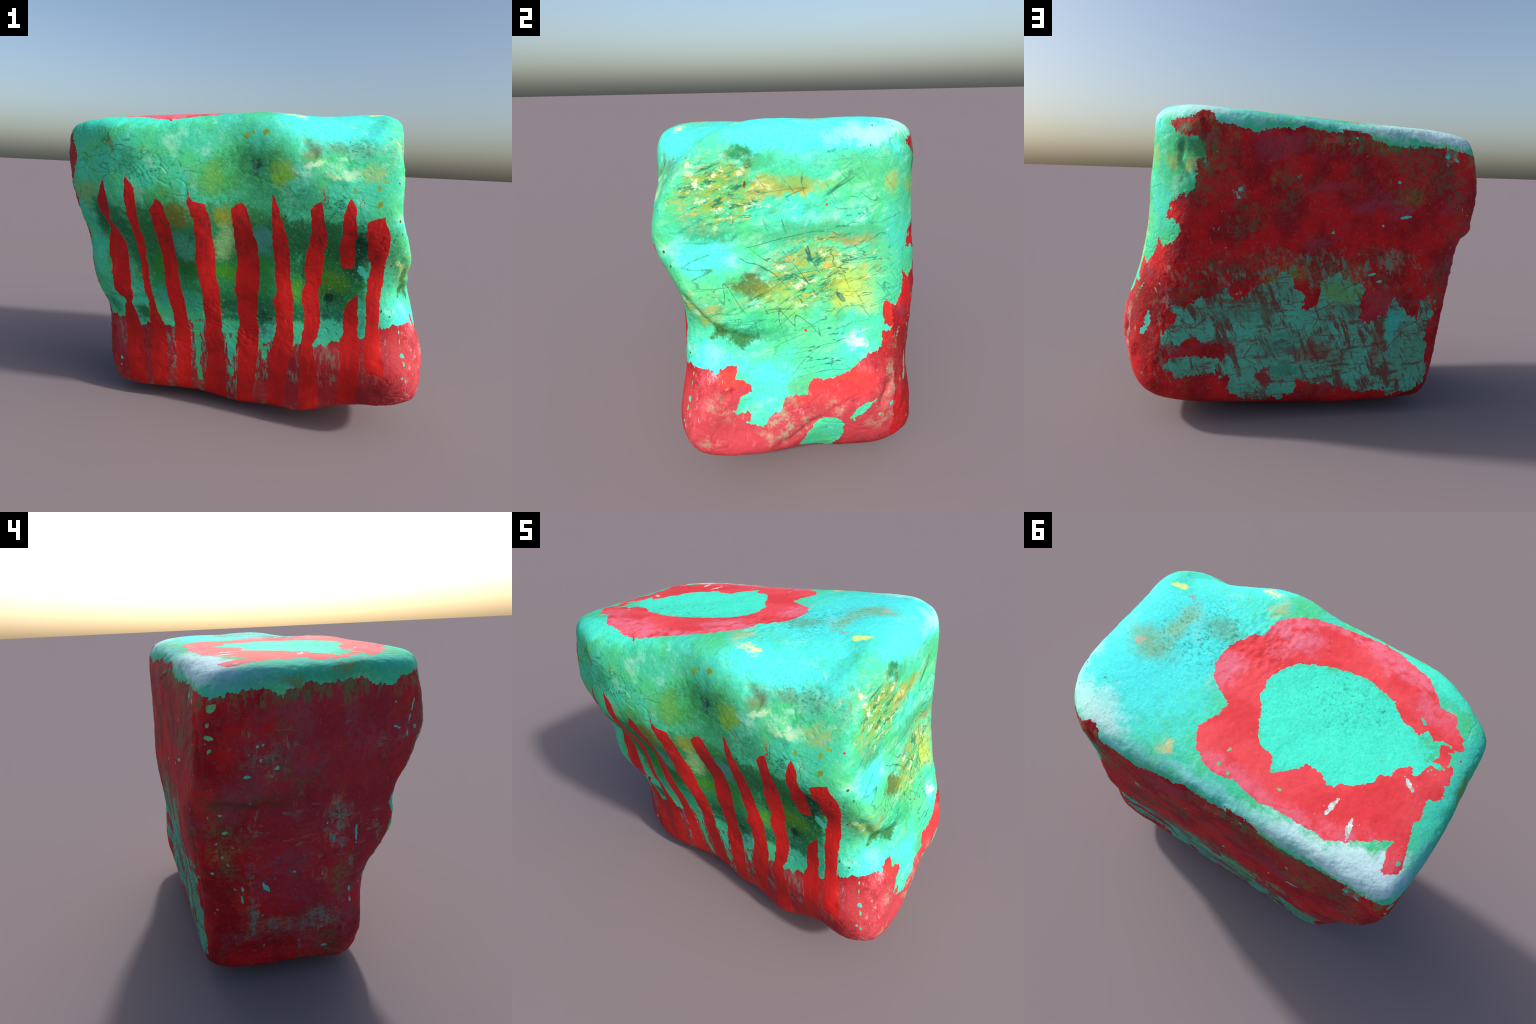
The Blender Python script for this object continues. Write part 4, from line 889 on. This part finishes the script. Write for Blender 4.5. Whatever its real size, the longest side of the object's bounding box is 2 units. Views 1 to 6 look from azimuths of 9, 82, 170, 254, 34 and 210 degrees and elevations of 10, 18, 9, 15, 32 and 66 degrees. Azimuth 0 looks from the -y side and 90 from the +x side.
# (centre, radii, colour, strength, softness)
STAINS = [
    # --- front, above the drips
    ((.12, -.60, 1.40), (.22, .2, .14), (.02, .17, .045), .8, .9), ((.15, -.60, 1.27), (.30, .2, .10), (.03, .25, .10), .75, .9), ((-.10, -.62, 1.33), (.12, .2, .12), GRASS, .55, .9),
    ((.237, -.60, 1.387), (.06, .2, .06), LIME, .85, .7), ((-.11, -.62, 1.34), (.05, .2, .09), LIME, .5, .9), ((.10, -.61, 1.41), (.03, .1, .025), (.02, .05, .06), .8, .8),
    ((.37, -.57, 1.49), (.07, .15, .05), BROWN, .75, .9), ((.38, -.58, 1.43), (.06, .15, .025), CREAM, .55, .8), ((.50, -.54, 1.50), (.06, .12, .04), (.10, .25, .12), .7, .8),
    ((.52, -.59, 1.39), (.10, .15, .02), CREAM, .55, .9), ((.67, -.58, 1.40), (.06, .12, .03), OCHRE, .45, .9), ((.60, -.55, 1.50), (.14, .12, .06), (.12, .38, .25), .55, .9),
    ((-.80, -.51, 1.24), (.11, .15, .06), OLIVE, .55, .9), ((-.55, -.61, 1.41), (.06, .15, .07), (.03, .30, .14), .7, .9), ((-.68, -.58, 1.58), (.04, .1, .07), (.05, .32, .18), .5, .9),
    ((-.652, -.587, 1.483), (.014, .08, .04), (.20, .06, .03), .6, .8), ((-.40, -.63, 1.24), (.18, .15, .05), GRASS, .45, .9),
    # --- front hollow between the drips; greens deepened with the occlusion under the brow
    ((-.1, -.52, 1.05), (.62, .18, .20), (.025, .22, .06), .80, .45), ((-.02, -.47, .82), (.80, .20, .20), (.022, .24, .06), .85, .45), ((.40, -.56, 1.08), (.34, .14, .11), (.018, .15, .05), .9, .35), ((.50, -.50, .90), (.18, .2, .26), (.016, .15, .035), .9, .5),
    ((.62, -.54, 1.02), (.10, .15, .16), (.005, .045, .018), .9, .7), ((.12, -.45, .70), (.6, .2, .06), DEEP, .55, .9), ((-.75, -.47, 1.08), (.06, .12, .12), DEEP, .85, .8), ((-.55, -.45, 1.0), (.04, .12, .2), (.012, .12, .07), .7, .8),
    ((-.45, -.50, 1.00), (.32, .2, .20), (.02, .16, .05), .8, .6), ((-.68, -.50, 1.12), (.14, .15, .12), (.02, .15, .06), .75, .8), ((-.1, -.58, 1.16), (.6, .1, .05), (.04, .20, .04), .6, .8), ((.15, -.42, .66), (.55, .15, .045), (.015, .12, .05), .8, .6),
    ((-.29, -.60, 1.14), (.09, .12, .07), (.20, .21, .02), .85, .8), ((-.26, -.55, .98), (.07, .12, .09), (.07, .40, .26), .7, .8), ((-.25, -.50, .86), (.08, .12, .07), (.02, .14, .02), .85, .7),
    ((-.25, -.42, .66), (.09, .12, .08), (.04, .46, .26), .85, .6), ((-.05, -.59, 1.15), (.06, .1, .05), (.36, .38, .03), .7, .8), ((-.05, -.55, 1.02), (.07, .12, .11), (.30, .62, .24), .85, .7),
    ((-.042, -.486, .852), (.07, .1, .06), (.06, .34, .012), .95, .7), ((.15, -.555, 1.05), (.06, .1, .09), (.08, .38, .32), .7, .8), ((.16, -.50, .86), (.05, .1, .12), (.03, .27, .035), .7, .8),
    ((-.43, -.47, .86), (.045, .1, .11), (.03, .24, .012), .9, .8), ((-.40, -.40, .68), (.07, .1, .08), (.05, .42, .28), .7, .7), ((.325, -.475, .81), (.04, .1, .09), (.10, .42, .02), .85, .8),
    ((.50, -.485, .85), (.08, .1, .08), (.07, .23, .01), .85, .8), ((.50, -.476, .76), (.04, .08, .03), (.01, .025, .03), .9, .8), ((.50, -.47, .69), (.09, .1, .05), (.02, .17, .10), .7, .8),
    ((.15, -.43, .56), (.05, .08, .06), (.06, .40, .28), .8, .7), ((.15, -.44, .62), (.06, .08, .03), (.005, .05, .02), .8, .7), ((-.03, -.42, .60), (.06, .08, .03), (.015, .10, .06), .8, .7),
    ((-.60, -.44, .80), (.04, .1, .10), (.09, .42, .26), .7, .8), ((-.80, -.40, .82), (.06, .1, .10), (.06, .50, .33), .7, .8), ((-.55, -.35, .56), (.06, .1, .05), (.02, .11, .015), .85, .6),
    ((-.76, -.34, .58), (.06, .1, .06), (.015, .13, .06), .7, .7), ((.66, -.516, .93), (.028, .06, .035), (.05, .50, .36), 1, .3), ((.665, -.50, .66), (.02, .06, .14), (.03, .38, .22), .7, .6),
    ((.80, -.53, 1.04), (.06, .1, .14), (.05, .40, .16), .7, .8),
    # --- right side; dark patches on creases and pocket are their shading, painted in
    ((.83, -.38, 1.45), (.10, .16, .13), (.11, .46, .14), .75, .8), ((.83, -.25, 1.48), (.08, .06, .10), (.12, .34, .10), .6, .9), ((.84, .06, 1.24), (.08, .36, .06), (.05, .36, .18), .7, .9), ((.86, .05, 1.12), (.1, .22, .05), (.35, .52, .20), .7, .9), ((.86, .02, 1.04), (.1, .14, .10), (.08, .38, .14), .7, .9),
    ((.87, -.05, .95), (.1, .12, .10), (.20, .50, .10), .7, .9), ((.88, .16, .94), (.1, .10, .14), (.10, .52, .16), .7, .9), ((.90, .06, .76), (.1, .14, .10), (.10, .60, .28), .6, .9), ((.83, -.45, 1.30), (.08, .10, .05), (.06, .42, .22), .6, .9), ((.84, -.43, 1.03), (.08, .10, .07), (.10, .50, .18), .7, .9), ((.81, .1, 1.56), (.1, .4, .04), (.10, .60, .34), .4, .9),
    ((.81, -.24, 1.60), (.09, .07, .035), (.015, .24, .09), .95, .7, ), ((.818, -.19, 1.555), (.08, .05, .03), (.04, .16, .05), .9, .8), ((.82, -.13, 1.54), (.06, .05, .03), (.05, .42, .2), .8, .8),
    ((.83, -.15, 1.435), (.08, .08, .035), OCHRE, .8, .7), ((.83, .02, 1.43), (.08, .13, .022), OCHRE, .85, .7), ((.82, .0, 1.46), (.08, .2, .03), OLIVE, .7, .8), ((.82, .33, 1.50), (.1, .16, .09), (.08, .50, .20), .6, .9),
    ((.79, .45, 1.45), (.08, .05, .06), (.45, .45, .08), .55, .9), ((.82, -.38, 1.25), (.08, .13, .045), (.03, .34, .17), .85, .7), ((.851, -.20, 1.035), (.07, .11, .045), (.10, .14, .02), .95, .7), ((.85, -.16, 1.00), (.07, .06, .03), (.22, .26, .01), .9, .7),
    ((.825, -.51, .98), (.05, .06, .10), (.03, .26, .11), .8, .8), ((.84, -.44, .89), (.05, .05, .06), (.03, .26, .10), .8, .8), ((.85, -.35, .825), (.06, .07, .045), (.04, .13, .02), .95, .6), ((.88, -.24, .795), (.06, .10, .030), (.03, .14, .03), .95, .6),
    ((.90, -.12, .81), (.05, .10, .03), (.04, .33, .16), .8, .8), ((.88, -.20, .85), (.06, .16, .05), (.03, .44, .20), .7, .8), ((.846, .24, 1.21), (.07, .16, .025), (.40, .24, .05), .75, .8), ((.85, .15, 1.25), (.07, .28, .05), (.06, .40, .18), .6, .9),
    ((.875, .24, 1.02), (.08, .14, .10), (.52, .62, .05), .75, .9), ((.89, .26, .93), (.08, .14, .06), (.60, .66, .06), .6, .9), ((.87, .08, 1.02), (.08, .1, .1), (.08, .52, .20), .6, .9), ((.83, -.38, .90), (.07, .08, .06), (.28, .44, .06), .6, .9),
    ((.83, -.45, 1.05), (.08, .1, .06), (.10, .60, .24), .7, .9), ((.945, .25, .76), (.06, .05, .025), (.75, .92, .7), .6, .8), ((.985, -.03, .575), (.06, .06, .05), (.09, .44, .2), .8, .7), ((.92, -.42, .72), (.08, .1, .05), (.30, .80, .70), .5, .9), ((.88, .37, 1.06), (.1, .1, .2), (.09, .62, .30), .7, .9),
    # --- top; whitish back-rim patches are sky reflection coloured into the coat
    ((-.38, .02, 1.66), (.52, .32, .12), BRIGHT, .95, .25), ((-.55, -.50, 1.62), (.42, .10, .08), BRIGHT, .8, .6), ((-.95, -.1, 1.60), (.08, .5, .05), (.05, .60, .50), .7, .7),
    ((.62, .50, 1.68), (.20, .12, .05), (.50, .86, .82), .7, .7), ((.80, .35, 1.66), (.10, .2, .05), (.50, .88, .85), .5, .8), ((.40, .57, 1.62), (.3, .05, .05), (.20, .64, .56), .7, .7), ((-.88, .44, 1.59), (.10, .12, .08), PAINTED_SKY, .8, .6),
    ((.58, .12, 1.71), (.14, .10, .06), (.22, .42, .22), .8, .9), ((.52, -.06, 1.70), (.06, .14, .06), (.28, .50, .24), .7, .9), ((.33, -.14, 1.69), (.12, .07, .06), (.14, .40, .25), .7, .9), ((.63, .146, 1.715), (.035, .03, .04), (.55, .42, .33), .9, .6), ((.564, -.2, 1.706), (.03, .015, .03), (.5, .25, .18), .8, .6),
    ((.19, -.40, 1.68), (.05, .09, .05), (.40, .50, .20), .7, .9), ((.678, -.25, 1.70), (.035, .02, .03), (.75, .85, .2), .9, .6), ((.285, -.484, 1.66), (.06, .02, .03), (.85, .85, .35), .95, .7), ((.20, .49, 1.68), (.04, .03, .04), (.65, .50, .22), .8, .7),
    ((-.78, .50, 1.61), (.20, .12, .10), PAINTED_SKY, .95, .5), ((-.50, .54, 1.61), (.30, .075, .07), PAINTED_SKY, .85, .6), ((-.1, .55, 1.64), (.3, .055, .05), (.22, .70, .68), .8, .7), ((.25, .56, 1.66), (.25, .05, .05), (.20, .64, .58), .6, .8), ((.52, .55, 1.68), (.14, .06, .05), (.55, .80, .76), .6, .8),
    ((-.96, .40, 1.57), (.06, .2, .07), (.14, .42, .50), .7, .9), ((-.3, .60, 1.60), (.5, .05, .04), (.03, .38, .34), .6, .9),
    ((-.97, .05, 1.55), (.06, .4, .04), (.03, .36, .22), .7, .9), ((-.98, .18, 1.545), (.04, .05, .02), (.2, .22, .04), .7, .8), ((-.98, -.05, 1.56), (.04, .06, .02), (.22, .24, .04), .6, .8),
    # --- back right edge
    ((.58, .61, 1.46), (.07, .06, .06), (.06, .24, .06), .8, .8), ((.66, .58, 1.50), (.05, .06, .05), (.03, .12, .06), .6, .8), ((.70, .55, 1.42), (.06, .05, .05), (.42, .42, .10), .5, .9), ((.62, .6, 1.39), (.03, .05, .04), (.60, .62, .2), .6, .8)]
FLAKED = [((.82, -.36, 1.44), (.16, .20, .17), 1), ((.87, .05, 1.08), (.16, .22, .15), 1), ((.815, -.37, 1.45), (.12, .16, .14), 1), ((.81, -.20, 1.40), (.1, .14, .09), .8), ((.87, .02, 1.10), (.12, .16, .10), .9), ((.87, .06, .98), (.12, .12, .10), .8), ((.85, -.18, .96), (.1, .12, .06), .9), ((.83, -.42, .95), (.1, .12, .09), .6), ((.85, .26, 1.1), (.1, .16, .14), .5)]
SCRATCHED = [((.86, 0, 1.15), (.25, .62, .5), 1), ((.92, .12, .72), (.12, .22, .2), 1), ((-.2, -.5, .95), (.25, .2, .25), .7), ((.15, -.5, .7), (.25, .2, .35), .5), ((-.65, -.6, 1.42), (.28, .2, .16), .8), ((.5, -.6, 1.24), (.3, .2, .09), .9), ((-.3, -.62, 1.40), (.3, .2, .05), .6)]
PEPPER = [((-.414, -.635, 1.386), (.16, .2, .07), 1), ((0, -.6, 1.45), (.22, .2, .07), .9), ((-.33, -.12, 1.66), (.26, .2, .1), .55), ((.6, -.55, 1.5), (.22, .15, .09), .8), ((.40, -.05, 1.69), (.26, .28, .1), .7), ((.5, -.48, .68), (.12, .1, .1), .8), ((.8, -.5, .74), (.12, .1, .1), .5)]
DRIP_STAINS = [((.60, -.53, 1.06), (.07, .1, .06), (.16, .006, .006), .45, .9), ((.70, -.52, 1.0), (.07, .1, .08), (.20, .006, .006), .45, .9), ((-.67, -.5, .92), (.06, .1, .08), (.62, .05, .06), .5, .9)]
FOOT_STAINS = [((.98, .0, .40), (.14, .85, .30), (.50, .055, .075), .75, .6), ((.88, -.52, .50), (.15, .12, .13), (.55, .06, .07), .7, .9), ((-.71, -.27, .38), (.07, .1, .14), (.36, .04, .06), .8, .8), ((-.37, -.36, .40), (.05, .1, .2), (.33, .012, .035), .7, .8), ((.34, -.43, .30), (.07, .1, .14), (.30, .012, .03), .7, .8), ((.5, -.47, .46), (.09, .1, .06), (.50, .05, .06), .6, .8),
               ((.98, .15, .55), (.1, .22, .08), (.85, .04, .035), .6, .9), ((.97, .25, .62), (.1, .1, .05), (.9, .05, .04), .7, .8), ((.93, -.32, .62), (.08, .08, .05), (.75, .05, .035), .8, .7), ((.85, .45, .85), (.1, .12, .2), (.68, .03, .02), .7, .9), ((.62, -.45, .13), (.3, .2, .1), (.28, .012, .016), .6, .9)]
FOOT_PINK = [((.98, -.05, .48), (.1, .5, .12), .45), ((.9, -.5, .30), (.15, .1, .1), .4), ((.955, -.49, .50), (.06, .08, .2), 1), ((.93, -.43, .64), (.08, .09, .06), 1), ((.92, -.53, .40), (.06, .05, .1), .9), ((.98, .27, .66), (.08, .1, .05), .9), ((.80, -.50, .50), (.05, .1, .10), .6), ((.95, .45, .47), (.08, .07, .12), .5), ((.98, -.1, .35), (.05, .3, .06), .4), ((.75, -.3, .15), (.3, .3, .1), .3)]
FOOT_GREY = [((.99, -.08, .42), (.08, .12, .14), .8), ((.97, -.38, .48), (.06, .05, .09), .7), ((.96, -.42, .32), (.06, .08, .05), .6), ((.93, .42, .55), (.08, .10, .16), .55), ((.98, .14, .47), (.06, .06, .05), .6), ((.97, .40, .36), (.08, .12, .06), .6), ((0, 0, .05), (1.2, .8, .12), .35)]
RING_PINK = [((-.1, .46, 1.66), (.25, .05, .08), .7), ((-.55, -.44, 1.64), (.3, .09, .08), .9), ((.06, -.32, 1.68), (.16, .16, .1), 1), ((.21, .04, 1.69), (.10, .12, .1), .9), ((-.35, -.48, 1.64), (.5, .06, .08), 1), ((-.72, -.33, 1.63), (.14, .1, .1), .7), ((-.35, .47, 1.65), (.4, .05, .08), .7), ((-.70, .42, 1.63), (.2, .08, .08), .6)]
THIN = [((.55, .62, 1.35), (.16, .15, .2), 1), ((.35, .62, 1.12), (.12, .15, .12), .9), ((-.62, .6, 1.42), (.16, .15, .16), 1), ((-.5, .6, 1.25), (.14, .15, .09), .8), ((-.42, .6, .93), (.18, .15, .12), .9), ((.1, .62, .88), (.45, .15, .09), 1), ((.1, .6, 1.36), (.06, .15, .2), .8), ((-.35, .6, 1.50), (.2, .15, .05), .9), ((-.82, .55, 1.3), (.08, .15, .2), .6), ((.6, .6, .74), (.2, .15, .08), .9), ((-.75, .6, .7), (.08, .1, .2), .9), ((-.93, .32, 1.2), (.1, .16, .1), .8), ((-.75, .05, .5), (.1, .25, .2), .6)]
COAT_STAINS = [((-.94, .36, 1.04), (.12, .24, .05), (.025, .08, .03), .85, .8), ((-.95, .32, 1.21), (.08, .10, .10), (.08, .26, .19), .75, .9), ((-.90, -.05, .93), (.10, .06, .09), (.06, .32, .22), .9, .8), ((-.88, -.04, .80), (.10, .07, .07), (.08, .36, .32), .85, .8), ((-.85, .02, .34), (.12, .12, .07), (.10, .28, .24), .8, .8), ((-.86, -.08, .55), (.12, .07, .12), (.07, .20, .06), .7, .8), ((-.85, .25, .33), (.12, .20, .06), (.10, .24, .20), .7, .9), ((-.86, .36, .42), (.1, .03, .14), (.10, .30, .24), .7, .8), ((-.9, .5, .78), (.1, .10, .2), (.06, .22, .08), .55, .9), ((-.88, .15, .68), (.1, .1, .08), (.16, .07, .09), .8, .9), ((-.96, -.2, 1.25), (.1, .2, .1), (.36, .06, .10), .6, .9), ((-.45, .575, 1.535), (.12, .08, .04), (.06, .25, .05), .95, .8), ((-.60, .57, 1.55), (.13, .08, .03), (.05, .26, .06), .95, .8), ((-.17, .58, 1.55), (.12, .06, .03), (.07, .20, .12), .6, .9), ((.60, .61, 1.46), (.05, .08, .06), (.05, .28, .12), .8, .8), ((.66, .58, 1.58), (.04, .06, .04), (.08, .35, .22), .7, .8), ((.40, .62, 1.50), (.05, .06, .05), (.04, .10, .06), .7, .9),
               ((.08, .62, .87), (.08, .08, .05), (.13, .30, .02), .9, .8), ((.2, .62, .81), (.06, .08, .04), (.12, .26, .02), .8, .8), ((-.18, .61, .79), (.14, .08, .09), (.10, .32, .14), .8, .8), ((-.56, .60, 1.26), (.10, .06, .05), (.14, .18, .03), .8, .9), ((-.46, .61, .92), (.06, .06, .05), (.12, .34, .24), .9, .8), ((.19, .61, 1.33), (.03, .06, .09), (.13, .14, .04), .8, .9),
               ((.376, .624, 1.275), (.03, .05, .05), (.10, .28, .20), .9, .7), ((-.78, .57, 1.48), (.04, .05, .04), (.04, .40, .30), .95, .6), ((-.70, .61, .64), (.04, .05, .07), (.06, .38, .24), .9, .7), ((-.90, .50, 1.03), (.06, .07, .05), (.02, .12, .03), .9, .8), ((-.88, .41, 1.045), (.05, .06, .02), (.03, .14, .03), .9, .8), ((-.83, -.05, .935), (.06, .035, .06), (.06, .30, .20), .9, .7), ((-.80, -.04, .82), (.05, .04, .04), (.08, .38, .36), .8, .7),
               ((-.76, -.08, .55), (.05, .05, .09), (.05, .14, .03), .7, .8), ((-.73, .04, .33), (.05, .07, .05), (.10, .28, .26), .8, .8), ((-.93, .32, 1.22), (.06, .06, .06), (.07, .26, .18), .8, .8), ((-.90, .24, 1.16), (.05, .05, .03), (.07, .32, .26), .8, .7), ((-.72, .25, .32), (.05, .15, .05), (.10, .20, .16), .6, .9), ((.88, .42, .72), (.06, .05, .06), (.10, .34, .20), .7, .7), ((.93, .46, .55), (.07, .06, .12), (.30, .10, .10), .6, .9)]
WORN_STAINS = [((-.175, .614, .74), (.15, .08, .07), (.15, .36, .05), .65, .9), ((.55, .58, .43), (.22, .1, .04), (.24, .03, .04), .85, .5), ((.223, .59, .262), (.05, .08, .05), (.26, .03, .035), .95, .25), ((-.42, .60, .44), (.04, .08, .14), (.20, .06, .04), .7, .7), ((.15, .60, .45), (.16, .08, .08), (.06, .20, .14), .5, .9), ((-.05, .6, .40), (.12, .08, .07), (.22, .04, .04), .7, .7), ((-.5, .6, .53), (.05, .08, .15), (.05, .56, .46), .8, .6), ((.1, .6, .30), (.10, .08, .05), (.04, .22, .12), .6, .8), ((-.27, .6, .62), (.12, .08, .05), (.10, .16, .11), .7, .8), ((.35, .6, .64), (.2, .08, .06), (.08, .26, .18), .6, .9)]


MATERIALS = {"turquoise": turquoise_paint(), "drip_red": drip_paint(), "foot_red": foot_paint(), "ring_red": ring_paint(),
             "coat_red": coat_paint(), "worn_turquoise": worn_paint(),
             "white_flake": plain_paint("white_flake", (.80, .86, .82), (.35, .45, .40)),
             "yellow_spot": plain_paint("yellow_spot", (.27, .42, .05), (.16, .28, .04)),
             "green_spot": plain_paint("green_spot", (.10, .45, .16), (.20, .55, .24)),
             "red_spot": plain_paint("red_spot", (.62, .03, .04), (.5, .03, .04)),
             "turquoise_chip": plain_paint("turquoise_chip", (.05, .55, .42), (.10, .60, .48)),
             "dark_slit": plain_paint("dark_slit", (.10, .10, .03), (.05, .07, .03))}


# ----------------------------------------------------------------------------------------------
# 5. OBJECTS
# ----------------------------------------------------------------------------------------------
rock = bpy.data.objects.new("painted_stone_block", None)
rock.empty_display_size = .3
rock["label"] = "large leaning stone block painted turquoise with red drips and ring"
rock["category"] = "painted rock"
bpy.context.scene.collection.objects.link(rock)

for k, (name, material, stuff) in enumerate(PARTS):
    t = T[LABEL == k]
    if not len(t):
        continue
    used, t = np.unique(t, return_inverse=True)
    t = t.reshape(-1, 3)
    me = bpy.data.meshes.new(name)
    me.vertices.add(len(used))
    me.vertices.foreach_set("co", P[used].astype(np.float32).ravel())
    me.loops.add(t.size)
    me.loops.foreach_set("vertex_index", t.astype(np.int32).ravel())
    me.polygons.add(len(t))
    me.polygons.foreach_set("loop_start", np.arange(0, t.size, 3, dtype=np.int32))
    me.polygons.foreach_set("use_smooth", np.ones(len(t), bool))
    me.update(calc_edges=True)
    me.normals_split_custom_set_from_vertices(N[used].astype(np.float32))
    me.materials.append(MATERIALS[material])
    ob = bpy.data.objects.new(name, me)
    ob.parent = rock
    if stuff:
        ob["kind"] = "stuff"
    bpy.context.scene.collection.objects.link(ob)
